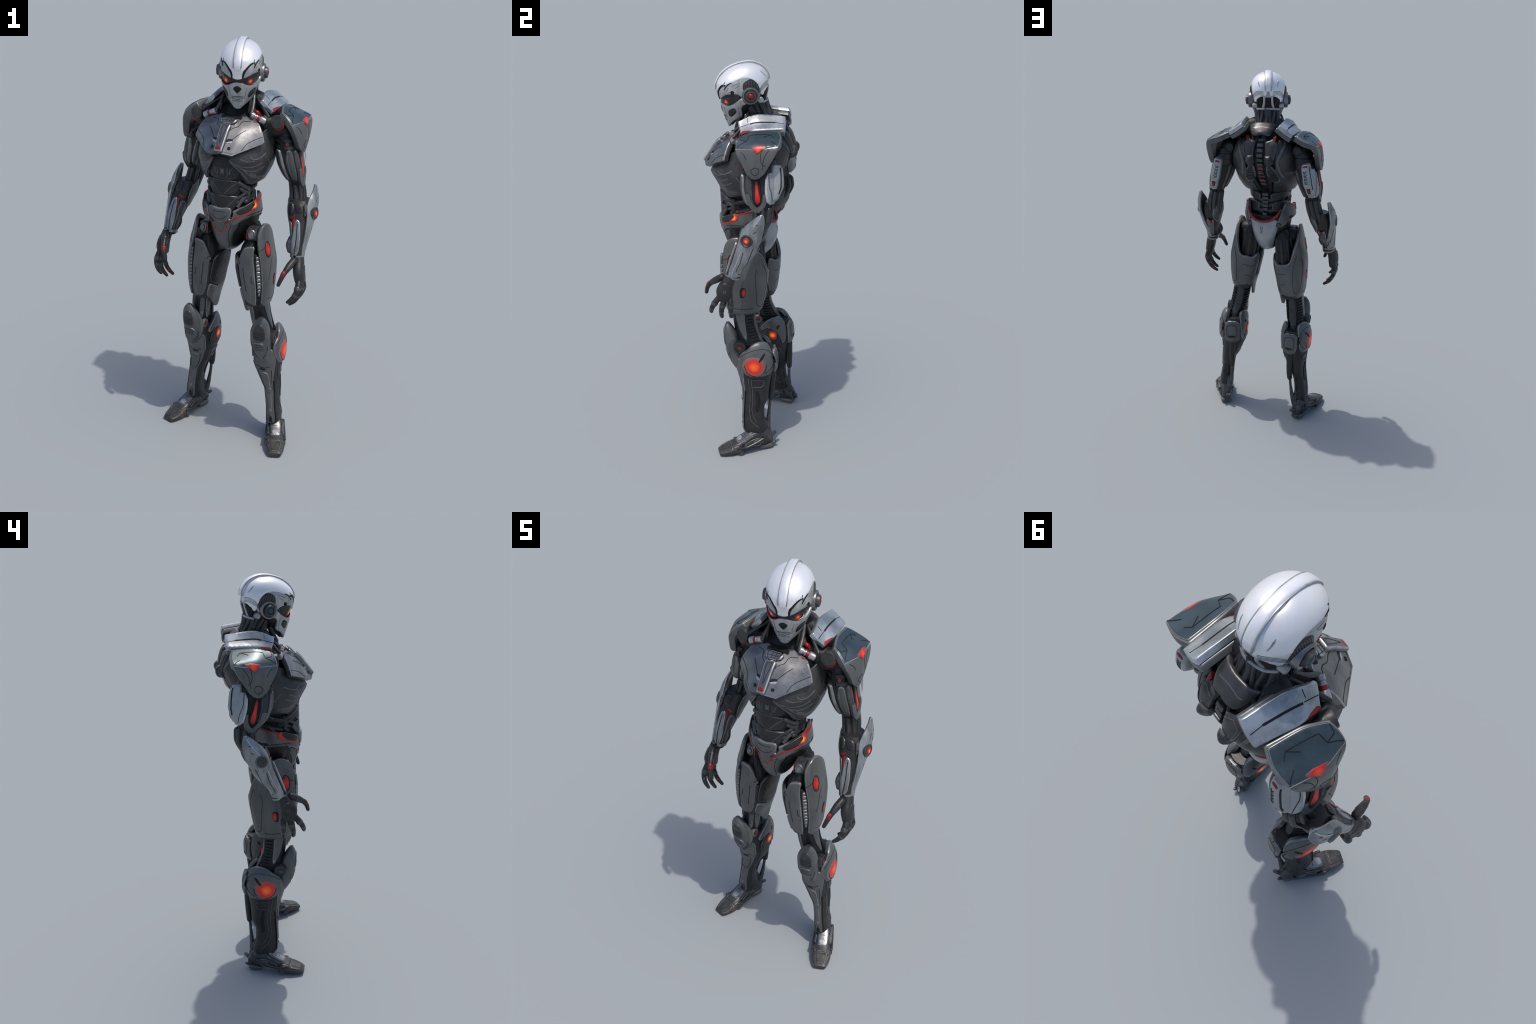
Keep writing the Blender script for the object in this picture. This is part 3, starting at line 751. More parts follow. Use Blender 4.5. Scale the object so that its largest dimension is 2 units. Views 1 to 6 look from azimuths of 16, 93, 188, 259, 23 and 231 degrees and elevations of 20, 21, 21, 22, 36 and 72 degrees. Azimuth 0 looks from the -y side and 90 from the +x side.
plate('throat_block', TB, [(0, 0), (0, 1), (1, .95), (1, .05)], 'chest', chest, out=.003, inn=.012, bev=.004, res=.007)
seam('block_seam', TB, [[(.15, .12), (.15, .88), (.85, .82), (.85, .18), (.15, .12)], [(.5, .15), (.5, .85)], [(.15, .42), (.85, .42)], [(.15, .62), (.85, .62)]], 'line', chest, w=.002, h=.0036, rnd=0)
emit('throat_black_block', *g_box(tp(0, -.05, 1.640), (.10, .10, .03), (np.array(TY['E1']), np.array(TY['E2']), (0, 0, 1)), .3), 'black', chest)  # solid black block standing in for the dark hollow at the throat

# ---- shoulder girdle: rods, red cylinders (left and right of the neck)
def girdle(s):
    P = lambda x, y, z: tp(s*x, y, z)
    emit('clavicle_rod', *g_tube([P(.075, .015, 1.735), P(.120, -.022, 1.700), P(.165, -.055, 1.664)], .0075, n=14, smooth=False), 'rib', torso)
    emit('clavicle_strut', *g_tube([P(.07, -.005, 1.745), P(.082, -.04, 1.70), P(.088, -.075, 1.668)], .009, n=12, flat=.7), 'mech', torso)
    b = Bag(); b2 = Bag(); b3 = Bag()
    A0, A1 = P(.088, -.075, 1.668), P(.165, -.05, 1.632)
    d = unit(A1-A0)
    b.add(*g_lathe(A0, d, [(.010, 0), (.0145, .003), (.0145, .016), (.011, .018), (.011, .024), (.014, .026), (.014, .03)], 20))
    b.add(*g_lathe(A0+d*.044, d, [(.014, 0), (.0165, .004), (.0165, .026), (.012, .03)], 20))
    b2.add(*g_lathe(A0+d*.029, d, [(.013, 0), (.013, .016)], 20))
    b.out('clavicle_cylinder', 'chest_edge', torso); b2.out('cylinder_lamp', 'red', torso)
    emit('shoulder_core', *g_tube([P(.10, .0, 1.63), P(.15, .02, 1.61), P(.20, .035, 1.605)], [.05, .055, .05], n=18), 'black', torso)
    emit('trapezius', *g_tube([P(.05, .05, 1.72), P(.10, .055, 1.70), P(.15, .06, 1.67)], [.045, .045, .045], n=16), 'black', torso)
    emit('chest_lamp', *g_tube([P(.098, -.03, 1.672), P(.115, -.02, 1.655)], .012, n=10), 'redpaint', torso)
    emit('throat_strap', *g_tube([P(.062, -.03, 1.76), P(.070, -.045, 1.72), P(.070, -.06, 1.675)], [.008, .010, .008], n=12, flat=.6), 'dark', torso)
for s in (1, -1): girdle(s)

# ================================================================== ABDOMEN
AY = yaw(-7)
AB = Loft(sym([(1.17, .092, -.155, .075, 2.4), (1.22, .094, -.164, .065, 2.4), (1.28, .093, -.165, .05, 2.4), (1.34, .098, -.164, .055, 2.4), (1.40, .108, -.167, .085, 2.4), (1.47, .118, -.17, .12, 2.4)]), **AY)
abdomen = emit('abdomen', *g_solid(AB, 1.17, 1.47, nu=24, nv=48, k=.95), 'black')
for i, (z0, z1, w0, w1) in enumerate(((1.378, 1.462, .068, .078), (1.305, 1.372, .060, .080), (1.222, 1.299, .050, .078))):
    p = plate('abdominal_plate', AB, fr(AB, [(-w0, z0), (-w0*.4, z0-.006), (w0*.4, z0-.006), (w0, z0), (w1, z1-.02), (w1*.9, z1), (-w1*.9, z1), (-w1, z1-.02)]), 'dark', abdomen, out=.004, inn=.01, bev=.005, res=.009)
    seam('abdominal_groove', AB, [fr(AB, [(s*w1*.8, z1-.012), (s*w1*.55, (z0+z1)/2+.006), (s*w0*.35, z0+.012), (s*w0*.2, z0+.004)]) for s in (1, -1)], 'groove', abdomen, w=.002, h=.0046, rnd=1)
    if i == 0:
        seam('abdominal_slot', AB, [fr(AB, [(x, 1.398), (x, 1.428)]) for x in (-.036, -.024, -.008, .008, .024, .036)], 'groove', abdomen, w=.003, h=.0048, rnd=0)
        plate('abdominal_boss', AB, fr(AB, [(-.006, 1.40), (.006, 1.40), (.006, 1.424), (-.006, 1.424)]), 'groove', abdomen, out=.0055, inn=.002, bev=.001, res=.005)
b = Bag()
for s in (1, -1):
    for i, (x, z, x2, z2, r) in enumerate(((.072, 1.36, .112, 1.31, .012), (.078, 1.33, .116, 1.285, .011), (.07, 1.285, .112, 1.325, .009), (.066, 1.265, .108, 1.30, .008), (.10, 1.24, .112, 1.33, .013), (.085, 1.40, .115, 1.36, .014))):
        v1 = fr(AB, [(s*min(x, .09), z)])[0][1]; v2 = fr(AB, [(s*.0925, z2)])[0][1]
        b.add(*g_tube([AB.P(z, v1)[0], AB.P((z+z2)/2, (v1+v2)/2)[0]+.006*AB.N((z+z2)/2, (v1+v2)/2)[0], AB.P(z2, v2)[0]], r, n=10))
    for j in range(3):
        z = 1.235+j*.04
        b.add(*g_tube([AB.P(z+.012*math.sin(v*.05+j), s*v)[0] for v in (75, 100, 125, 150, 172)], .016, n=10))
b.out('waist_cable', 'rib', abdomen)
def waist(m, s):
    for p in (bk(AB, [(.025, 1.355), (.09, 1.36), (.095, 1.325), (.06, 1.305), (.025, 1.31)]), bk(AB, [(.03, 1.30), (.085, 1.298), (.092, 1.25), (.045, 1.235), (.03, 1.25)])):
        plate('waist_plate', AB, m(p), 'dark', abdomen, out=.020, inn=.006, bev=.006, res=.008)
both(waist)
b = Bag()
for s in (1, -1):
    b.add(*g_tube([AB.P(1.245, 42*s)[0]+AB.N(1.245, 42*s)[0]*.008, AB.P(1.288, 62*s)[0]+AB.N(1.288, 62*s)[0]*.01], [.010, .012], n=12, ribs=6))
b.out('waist_actuator', 'mech', abdomen)
b = Bag()
for i in range(6):
    z = 1.345-i*.024
    p = AB.P(z, 180)[0]; n = AB.N(z, 180)[0]
    b.add(*g_box(p+n*.006, (.036-.002*i, .03, .017), (np.array(AY['E1']), n, np.cross(np.array(AY['E1']), n)), .35))
b.out('lumbar_block', 'mech', abdomen)

# ================================================================== PELVIS
PY = yaw(-10)
CP = Loft(sym([(.998, .018, -.06, .0, 2), (1.008, .034, -.085, .03, 2.1), (1.025, .047, -.107, .056, 2.2), (1.06, .060, -.133, .088, 2.3), (1.10, .074, -.150, .108, 2.3), (1.15, .088, -.162, .115, 2.3), (1.20, .105, -.168, .108, 2.4), (1.23, .11, -.165, .1, 2.4)]), **PY)
pelvis = emit('pelvis', *g_solid(CP, .998, 1.196, nu=24, nv=48), 'grey')
cod = fr(CP, [(0, 1.010), (.026, 1.024), (.036, 1.06), (.052, 1.11), (.075, 1.15), (.06, 1.185), (0, 1.19)])
plate('groin_plate', CP, cod+mirror(cod)[::-1][1:-1], 'grey', pelvis, out=.006, inn=.008, bev=.005, res=.008)
rear = bk(CP, [(0, 1.008), (.028, 1.018), (.043, 1.05), (.058, 1.10), (.074, 1.15), (.082, 1.19), (.06, 1.210), (.03, 1.201), (0, 1.197)])
plate('pelvis_plate', CP, rear+[(u, 360-v) for u, v in rear[::-1][1:-1]], 'pale', pelvis, out=.006, inn=.01, bev=.006, res=.008)
PB = Loft(sym([(1.14, .120, -.160, .095, 2.3), (1.18, .135, -.167, .100, 2.2), (1.22, .140, -.170, .098, 2.1), (1.26, .136, -.166, .090, 2.0), (1.32, .126, -.155, .080, 2.0)]), **PY)
def hips(m, s):
    plate('groin_panel', CP, m([(1.03, 38), (1.02, 70), (1.03, 110), (1.10, 118), (1.17, 120), (1.17, 45), (1.12, 40)]), 'dark', pelvis, out=.003, inn=.006, bev=.004, res=.009)
    hip = plate('hip_plate', PB, m(fr(PB, [(.062, 1.232), (.066, 1.205), (.052, 1.175), (.07, 1.15), (.095, 1.178)])+sd(PB, [(-.09, 1.195), (-.04, 1.198), (.03, 1.19)])+bk(PB, [(.11, 1.165), (.082, 1.15), (.076, 1.19), (.095, 1.25), (.110, 1.298)])+sd(PB, [(.03, 1.288), (-.02, 1.274), (-.08, 1.262)])),
                'grey', pelvis, out=.006, inn=.012, bev=.005, res=.009)
    plate('hip_dark_patch', PB, m(fr(PB, [(.07, 1.228), (.088, 1.205)])+sd(PB, [(-.10, 1.222), (-.062, 1.24), (-.065, 1.268), (-.09, 1.265)])), 'dark', hip, out=.0072, inn=.003, bev=.002, res=.008)  # dark plate on top of the hip plate, painted as a recess
    plate('hip_lamp', PB, m(sd(PB, [(-.098, 1.224), (-.055, 1.232), (-.045, 1.256), (-.06, 1.272), (-.075, 1.266), (-.068, 1.25), (-.085, 1.238)])), 'emberdark' if s > 0 else 'red', hip, out=.0085, inn=.003, bev=.002, res=.006)
    seam('hip_lamp_line', PB, [m(fr(PB, [(.030, 1.163), (.052, 1.178)])), m(fr(PB, [(.060, 1.184), (.088, 1.204)])+sd(PB, [(-.112, 1.216), (-.085, 1.226)])), m(sd(PB, [(-.05, 1.266), (.0, 1.275), (.03, 1.282)]))], 'red', hip, w=.006, h=.0078, rnd=1)
    seam('hip_seam', PB, [m(sd(PB, [(-.11, 1.205), (-.07, 1.212), (-.03, 1.21), (.01, 1.205), (.04, 1.2)])), m(sd(PB, [(-.10, 1.19), (-.085, 1.205)]))], 'line', hip, w=.003, h=.0068, rnd=1)
    plate('hip_notch_patch', PB, m(bk(PB, [(.122, 1.216), (.134, 1.218), (.135, 1.208), (.125, 1.204)])), 'line', hip, out=.0068, inn=.003, bev=.001, res=.006)  # small black plate painted as a notch, edge not cut
    # rear rod beside the rear plate
    emit('pelvis_hinge', *g_lathe(PB.P(1.172, bk(PB, [(.083*s, 1.172)])[0][1])[0]-np.array([0, .004, 0]), (0.0, 1, .1), [(.014, -.01), (.014, .012), (.010, .016), (.0, .016)], 20), 'mech', pelvis)
    emit('pelvis_rod', *g_tube([CP.P(z, bk(CP, [(x*s, z)])[0][1])[0]+np.array([0, .004, 0]) for x, z in ((.080, 1.165), (.068, 1.11), (.054, 1.06))], [.009, .008, .006], n=12), 'rib', pelvis)
    plate('groin_lamp', CP, m(fr(CP, [(.018, 1.128), (.036, 1.138), (.034, 1.150), (.020, 1.142)])), 'red', pelvis, out=.0082, inn=.002, bev=.001, res=.005)
    seam('groin_seam', CP, [m(fr(CP, [(.05, 1.155), (.034, 1.11), (.030, 1.05), (.022, 1.03)]))], 'line', pelvis, w=.0025, h=.0068, rnd=1)
both(hips)
def pp(x, y, z): return np.array([x*PY['E1'][0]+y*PY['E2'][0], x*PY['E1'][1]+y*PY['E2'][1], z])
emit('rim_lamp', *g_tube([pp(-.094, .070, 1.262), pp(-.084, .080, 1.242), pp(-.064, .096, 1.218), pp(-.034, .110, 1.203), pp(0, .114, 1.198), pp(.034, .110, 1.203), pp(.064, .096, 1.218), pp(.084, .080, 1.242), pp(.094, .070, 1.262)], [.004, .007, .008, .008, .007, .008, .008, .007, .004], n=10), 'redpaint', pelvis)
belt = fr(PB, [(0, 1.165), (.032, 1.172), (.056, 1.20), (.058, 1.238), (.04, 1.243), (0, 1.236)])
plate('belt_plate', PB, belt+mirror(belt)[::-1][1:-1], 'grey', pelvis, out=.010, inn=.012, bev=.006, res=.008)
seam('belt_line', PB, [fr(PB, [(-.03, 1.222), (0, 1.219), (.03, 1.222)]), fr(PB, [(-.04, 1.205), (-.02, 1.188), (0, 1.184), (.02, 1.188), (.04, 1.205)])], 'line', pelvis, w=.002, h=.0105, rnd=1)
plate('belt_lamp', CP, fr(CP, [(-.010, 1.112), (.010, 1.112), (.012, 1.122), (-.012, 1.122)]), 'red', pelvis, out=.0082, inn=.002, bev=.001, res=.004)
seam('pelvis_glyph', CP, [bk(CP, p) for p in ([(-.004, 1.165), (.006, 1.165), (.006, 1.152), (-.004, 1.152), (-.004, 1.165)], [(-.004, 1.146), (.006, 1.140)], [(.006, 1.146), (-.004, 1.140)], [(-.004, 1.134), (.006, 1.134), (.006, 1.128)])], 'line', pelvis, w=.0022, h=.0066, rnd=0)
HC = Loft(sym([(1.10, .10, -.10, .06, 2.5), (1.15, .122, -.12, .085, 2.5), (1.19, .126, -.13, .095, 2.3), (1.225, .122, -.13, .092, 2.2)]), **PY)
solid('hip_core', HC, 1.10, 1.225, 'black', pelvis, nu=8)
# ================================================================== LIMBS (built on the left side; the right ones are placed by the warps below)
def arm_warp(V):
    """mirror in the torso's own middle plane (turned 5.3 degrees), with the forearm swung further back"""
    x, y, z = V.T
    c, s = math.cos(math.radians(10.6)), math.sin(math.radians(10.6))
    e = np.interp(z, [1.30, 1.34, 1.38, 1.46, 1.54], [.050, .043, .028, .010, .0])
    d = np.interp(z, [.80, .92, 1.03, 1.2, 1.34, 1.5], [.022, .020, .008, .004, .004, .0])
    return np.stack([-x*c+y*s+d, y*c+x*s+e, z], 1)
def leg_warp(V):
    """mirror, turn the leg outwards about its own axis and set it back"""
    x, y, z = V.T
    zz = [.1, .3, .5, .7, .9, 1.1]
    cx = np.interp(z, zz, [.258, .232, .200, .165, .132, .125]); cy = np.interp(z, zz, [-.035, -.030, -.020, -.058, -.056, -.055])
    tx = np.interp(z, zz, [-.210, -.187, -.170, -.152, -.128, -.128]); ty = np.interp(z, zz, [.083, .070, .060, .014, .003, -.003])
    w = np.radians(np.interp(z, zz, [8, 11, 12, 12, 9, 8]))
    dz = np.interp(z, [0, .12, .5, .7, .9, 1.1], [0, -.004, -.012, -.028, -.022, -.014])
    rx, ry = -(x-cx), y-cy
    return np.stack([tx+rx*np.cos(w)+ry*np.sin(w), ty-rx*np.sin(w)+ry*np.cos(w), z+dz], 1)

def arm(side):
    # ---- shoulder pad
    PS = facing(Sheet([[(.211, -.035, 1.681), (.194, .050, 1.699), (.192, .150, 1.694)],
                       [(.239, -.049, 1.660), (.246, .048, 1.676), (.248, .160, 1.669)],
                       [(.264, -.056, 1.631), (.295, .046, 1.647), (.306, .147, 1.647)],
                       [(.277, -.050, 1.604), (.312, .043, 1.610), (.317, .130, 1.611)],
                       [(.291, -.025, 1.555), (.317, .037, 1.556), (.316, .100, 1.561)],
                       [(.302, -.001, 1.505), (.312, .031, 1.496), (.311, .066, 1.506)]]), (1, 0, .5))
    pad = plate('shoulder_pad', PS, [(0, 0), (0, 1), (.42, 1), (.95, 1), (1, .8), (1, .2), (.95, 0), (.42, 0)], 'grey', None, out=.003, inn=.026, bev=.004, res=.009, rnd=0)
    plate('pad_cover', PS, [(.03, .03), (.02, .5), (.03, .97), (.40, .985), (.435, .75), (.47, .5), (.435, .25), (.40, .015)], 'blue', pad, out=.006, inn=.002, bev=.0025, res=.008, rnd=0)
    seam('pad_seam', PS, [[(.36, .04), (.30, .14), (.26, .26), (.13, .30), (.13, .78), (.2, .84)], [(.2, .62), (.13, .78)], [(.05, .06), (.2, .1), (.26, .26)], [(.3, .80), (.36, .92), (.4, .97)]], 'line', pad, w=.0026, h=.0072, rnd=0)
    seam('pad_edge', PS, [[(.415, .01), (.45, .25), (.485, .5), (.45, .75), (.415, .99)]], 'bright', pad, w=.003, h=.0045, rnd=1)
    seam('pad_seam', PS, [[(.48, .80), (.60, .72), (.75, .72), (.85, .78)], [(.48, .62), (.62, .60), (.74, .66), (.8, .85)], [(.5, .12), (.6, .2), (.68, .22)], [(.86, .3), (.80, .45), (.82, .62), (.90, .66), (.94, .5), (.9, .32), (.86, .3)]], 'line', pad, w=.0024, h=.0036, rnd=1)
    plate('pad_lamp', PS, [(.425, .36), (.40, .46), (.38, .60), (.395, .74), (.435, .72), (.50, .60), (.57, .515), (.50, .44)], 'emberblue', pad, out=.0066, inn=.004, bev=.001, res=.006, rnd=0)
    # ---- collar plate between neck and pad
    KS = facing(Sheet([[(.118, -.050, 1.733), (.112, .05, 1.762), (.116, .178, 1.750)],
                       [(.134, -.046, 1.714), (.134, .05, 1.742), (.137, .180, 1.733)],
                       [(.150, -.040, 1.696), (.158, .05, 1.720), (.160, .178, 1.716)],
                       [(.174, -.032, 1.674), (.192, .05, 1.698), (.192, .172, 1.697)]]), (1, 0, 1))
    collar = plate('shoulder_collar', KS, [(.04, 0), (0, .5), (.04, 1), (.96, 1), (1, .5), (.96, 0)], 'bright', None, out=.004, inn=.016, bev=.004, res=.009, rnd=0)
    plate('collar_liner', KS, [(-.0, .45), (.0, 1), (.97, 1), (1, .45)], 'grey', collar, out=-.019, inn=.040, bev=.004, res=.009, rnd=0)
    seam('collar_black_strip', KS, [[(.56, .30), (.55, .55), (.55, .82)]], 'line', collar, w=.007, h=.0048, rnd=0)  # raised black strip painted as a slot in the collar
    seam('collar_groove', KS, [[(.5, .02), (.54, .28)], [(.12, .25), (.42, .24)], [(.55, .82), (.62, .97)]], 'line', collar, w=.0025, h=.0046, rnd=0)
    plate('collar_lamp', KS, [(.86, .015), (.80, .08), (.88, .24), (.965, .36), (.965, .015)], 'redpaint', collar, out=.0044, inn=.002, bev=.001, res=.007, rnd=0)
    # ---- shoulder joint
    ua_pts = [(.205, .03, 1.615), (.218, .035, 1.56), (.238, .045, 1.48), (.258, .05, 1.40), (.276, .056, 1.345)]
    UA = Loft([(1.325, .248, .316, .016, .098, 2.3), (1.36, .234, .314, -.010, .104, 2.5), (1.40, .212, .312, -.033, .114, 2.7), (1.45, .190, .302, -.042, .124, 2.8),
               (1.50, .178, .289, -.040, .130, 2.8), (1.54, .172, .274, -.030, .130, 2.7), (1.58, .162, .262, -.020, .122, 2.6), (1.625, .155, .25, -.005, .110, 2.4)])
    upper = emit('upper_arm', *g_solid(UA, 1.325, 1.625, nu=26, nv=40, k=.94, r1=.3), 'black')
    emit('shoulder_joint', *g_tube([(.196, -.03, 1.637), (.196, .0, 1.63), (.20, .085, 1.615)], [.030, .032, .03], n=24), 'black', upper)
    emit('shoulder_disc', *g_lathe((.1965, -.04, 1.638), (.03, -1, .10), [(.029, -.02), (.031, .0), (.031, .018), (.029, .022), (.0, .0225)], 32), 'toe', upper)
    emit('disc_lamp', *g_lathe((.2005, -.046, 1.629), (.03, -1, .10), [(.029, 0), (.029, .006), (.026, .008)], 24), 'redpaint', upper)
    emit('shoulder_disc', *g_lathe((.197, .106, 1.606), (0, 1, .1), [(.026, -.02), (.027, .0), (.027, .012), (.022, .017), (.021, .013), (.012, .013), (.0, .015)], 28), 'dark', upper)
    b = Bag()
    for i, z in enumerate((1.585, 1.555, 1.527)):
        b.add(*g_seam(UA, [(z-.006*math.cos(math.radians(v-20)), v) for v in range(0, 360, 12)], w=.016, h=.002, depth=.012, closed=True, rnd=0))
    b.out('arm_band', 'dark', upper)
    emit('arm_lamp', *g_lathe(UA.P(1.535, 15)[0], UA.N(1.535, 15)[0], [(.008, -.004), (.008, .003), (.006, .004), (.0, .004)], 18), 'redpaint', upper)
    # biceps and triceps cylinders
    for nm, v, w in (('bicep_plate', 330, 24), ('bicep_plate', 20, 22), ('arm_plate', 62, 18), ('arm_plate', 280, 24), ('arm_plate', 230, 22)):
        plate(nm, UA, [(1.36, v-w*.6), (1.385, v-w), (1.50, v-w*.9), (1.515, v-w*.3), (1.515, v+w*.3), (1.50, v+w*.9), (1.385, v+w), (1.36, v+w*.6)], 'gunmetal' if nm == 'bicep_plate' else 'rib', upper, out=.002, inn=.01, bev=.008, res=.009, crown=.004, crown_w=.02)
    # red lamp on a black plate painted as a slot, outer side
    slot = plate('arm_slot_patch', UA, sd(UA, [(.022, 1.50), (.05, 1.50), (.056, 1.43), (.064, 1.395), (.05, 1.365), (.028, 1.365), (.014, 1.395), (.018, 1.44)]), 'line', upper, out=.003, inn=.006, bev=.003, res=.007, rnd=2)
    plate('slot_lamp', UA, sd(UA, [(.031, 1.485), (.041, 1.485), (.044, 1.43), (.053, 1.395), (.045, 1.375), (.033, 1.375), (.025, 1.395), (.030, 1.43)]), 'red', slot, out=.005, inn=.002, bev=.002, res=.006, rnd=2)
    # chevron guard at the elbow
    b = Bag()
    for pts in ([(-.006, 1.425), (.0, 1.395), (.012, 1.368), (.036, 1.340)], [(.074, 1.42), (.070, 1.385), (.058, 1.362), (.036, 1.340)]):
        b.add(*g_seam(UA, sd(UA, pts), w=.022, h=.010, depth=.008, rnd=1))
    b.out('elbow_chevron', 'grey', upper)
    # equipment pod on the back of the arm
    ax3 = unit(np.array([.030, -.014, -.165])); ax1 = unit(np.cross((0, 1, .0), ax3)); ax2 = np.cross(ax3, ax1)
    PD = Loft([(.0, -.020, .022, -.03, .018, 3.2), (.008, -.024, .026, -.03, .026, 3.2), (.03, -.026, .028, -.03, .034, 3.2), (.10, -.026, .030, -.03, .040, 3.2), (.125, -.022, .030, -.03, .032, 3.2), (.165, -.018, .026, -.03, .014, 3), (.172, -.012, .020, -.028, .006, 3)],
              O=(.250, .134, 1.548), E1=ax1 if ax1[0] > 0 else -ax1, E2=ax2 if ax2[1] > 0 else -ax2, E3=ax3)
    pod = solid('arm_pod', PD, .0, .172, 'pale', upper, nu=24, nv=40)
    seam('pod_groove', PD, [[(.012, 118), (.11, 116), (.135, 120)]], 'line', pod, w=.006, h=.0006, rnd=1)
    seam('pod_glyph', PD, [[(t, 172), (t+.008, 182), (t, 190), (t+.012, 191), (t+.013, 176)] for t in (.03, .048, .066, .084)], 'line', pod, w=.003, h=.0008, rnd=0)
    plate('pod_window', PD, [(.124, 164), (.124, 194), (.156, 192), (.156, 170)], 'line', pod, out=.001, inn=.003, bev=.001, res=.005, rnd=0)
    plate('pod_lamp', PD, [(.130, 174), (.130, 186), (.150, 186), (.150, 177)], 'redpaint', pod, out=.002, inn=.002, bev=.001, res=.005, rnd=0)
    plate('pod_cap_lamp', PD, [(.006, 150), (.004, 180), (.008, 200), (.014, 200), (.014, 150)], 'redpaint', pod, out=.001, inn=.003, bev=.001, res=.005)
    SL = plate('pod_plate', UA, sd(UA, [(.076, 1.512), (.112, 1.52), (.116, 1.39), (.104, 1.368), (.078, 1.372), (.072, 1.42)]), 'pale', pod, out=.014, inn=.008, bev=.006, res=.008)
    seam('pod_groove', UA, [sd(UA, [(.092, 1.51), (.090, 1.46), (.098, 1.42), (.096, 1.38)])], 'line', pod, w=.003, h=.0145, rnd=2)
    # ---- elbow
    EL = Loft([(1.22, .268, .335, -.015, .052, 2.1), (1.27, .258, .328, .0, .085, 2.1), (1.31, .255, .322, .015, .100, 2.1), (1.35, .246, .310, .02, .104, 2.1)])
    fore = solid('forearm', Loft([(1.015, .310, .372, -.136, -.066, 2.2), (1.06, .302, .370, -.124, -.050, 2.3), (1.12, .287, .374, -.104, .0, 2.3), (1.18, .268, .380, -.080, .042, 2.3), (1.23, .253, .380, -.058, .064, 2.3), (1.275, .252, .364, -.03, .076, 2.2)]), 1.015, 1.275, 'dark', None, nu=26, nv=40, k=.95, r1=.5)
    solid('elbow', EL, 1.22, 1.35, 'black', fore, nu=10, nv=28)
    b = Bag()
    for v in range(0, 360, 45):
        b.add(*g_tube([EL.P(z, v)[0] for z in (1.24, 1.29, 1.345)], .011, n=10))
    b.out('elbow_cord', 'rib', fore)
    FA = Loft([(1.012, .310, .374, -.138, -.065, 2.3), (1.06, .304, .376, -.126, -.048, 2.3), (1.12, .290, .383, -.106, .005, 2.3), (1.18, .272, .392, -.082, .050, 2.3), (1.23, .257, .399, -.060, .078, 2.3), (1.28, .255, .397, -.034, .088, 2.2), (1.32, .265, .386, .0, .090, 2.1), (1.35, .282, .372, .03, .090, 2)])
    blade = plate('forearm_blade', FA, sd(FA, [(-.118, 1.03), (-.108, 1.075), (-.09, 1.12), (-.072, 1.17), (-.055, 1.22), (-.036, 1.265), (-.008, 1.30), (.035, 1.335), (.060, 1.347), (.070, 1.335), (.070, 1.30), (.060, 1.25), (.040, 1.20), (.012, 1.14), (-.022, 1.075), (-.058, 1.03)]),
                  'blade', fore, out=.003, inn=.010, bev=.004, res=.008, rnd=1)
    seam('blade_ridge', FA, [sd(FA, [(-.098, 1.045), (-.065, 1.12), (-.04, 1.19), (-.022, 1.235), (.01, 1.28), (.055, 1.335)])], 'bright', blade, w=.005, h=.0042, rnd=2)
    seam('blade_seam', FA, [sd(FA, [(-.05, 1.055), (-.02, 1.115), (.002, 1.165), (.012, 1.185)]), sd(FA, [(-.078, 1.06), (-.048, 1.13), (-.038, 1.165)]), sd(FA, [(-.062, 1.04), (-.07, 1.05)]), sd(FA, [(.0, 1.27), (.02, 1.295), (.04, 1.30)]), sd(FA, [(.015, 1.26), (.03, 1.27)])], 'line', blade, w=.003, h=.0036, rnd=1)
    c = FA.P(1.223, sd(FA, [(-.018, 1.223)])[0][1])[0]; n = FA.N(1.223, sd(FA, [(-.018, 1.223)])[0][1])[0]
    emit('blade_socket', *g_lathe(c, n, [(.031, -.008), (.030, .004), (.025, .006), (.021, .003), (.0, .003)], 28), 'rib' if side > 0 else 'grey', blade)
    if side > 0: emit('blade_lamp', *g_lathe(c, n, [(.019, .0), (.019, .0045), (.012, .0085), (.0, .0095)], 24), 'emberdark', blade)
    else: emit('blade_lens', *g_lathe(c, n, [(.022, .0), (.022, .0045), (.014, .0075), (.0, .008)], 24), 'rib', blade)
    # inner and rear fins
    fin = plate('forearm_fin', FA, sd(FA, [(-.04, 1.21), (-.02, 1.25), (.015, 1.275), (.05, 1.288), (.080, 1.278), (.074, 1.235), (.052, 1.19), (.02, 1.155), (-.02, 1.14), (-.04, 1.16)], True), 'grey', fore, out=.004, inn=.009, bev=.004, res=.008)
    plate('forearm_guard', FA, fr(FA, [(.322, 1.032), (.350, 1.045), (.352, 1.10), (.345, 1.16), (.336, 1.195), (.314, 1.20), (.312, 1.14), (.312, 1.08)]), 'blade', fore, out=.003, inn=.008, bev=.003, res=.008)
    plate('forearm_guard', FA, fr(FA, [(.316, 1.035), (.308, 1.09), (.304, 1.14), (.296, 1.185), (.280, 1.18), (.286, 1.13), (.300, 1.06)]), 'grey', fore, out=.002, inn=.008, bev=.003, res=.008)
    for p in ([(.258, 1.225), (.262, 1.262), (.290, 1.268), (.300, 1.235), (.286, 1.218)], [(.304, 1.24), (.300, 1.268), (.335, 1.27), (.345, 1.235), (.320, 1.225)], [(.348, 1.24), (.342, 1.27), (.362, 1.268), (.366, 1.215), (.352, 1.21)]):
        plate('forearm_muscle', FA, fr(FA, p), 'dark', fore, out=.000, inn=.010, bev=.004, res=.007, crown=.003, crown_w=.015)
    seam('guard_groove', FA, [fr(FA, [(.333, 1.045), (.335, 1.10), (.328, 1.18)])], 'line', fore, w=.004, h=.0036, rnd=1)
    b = Bag()
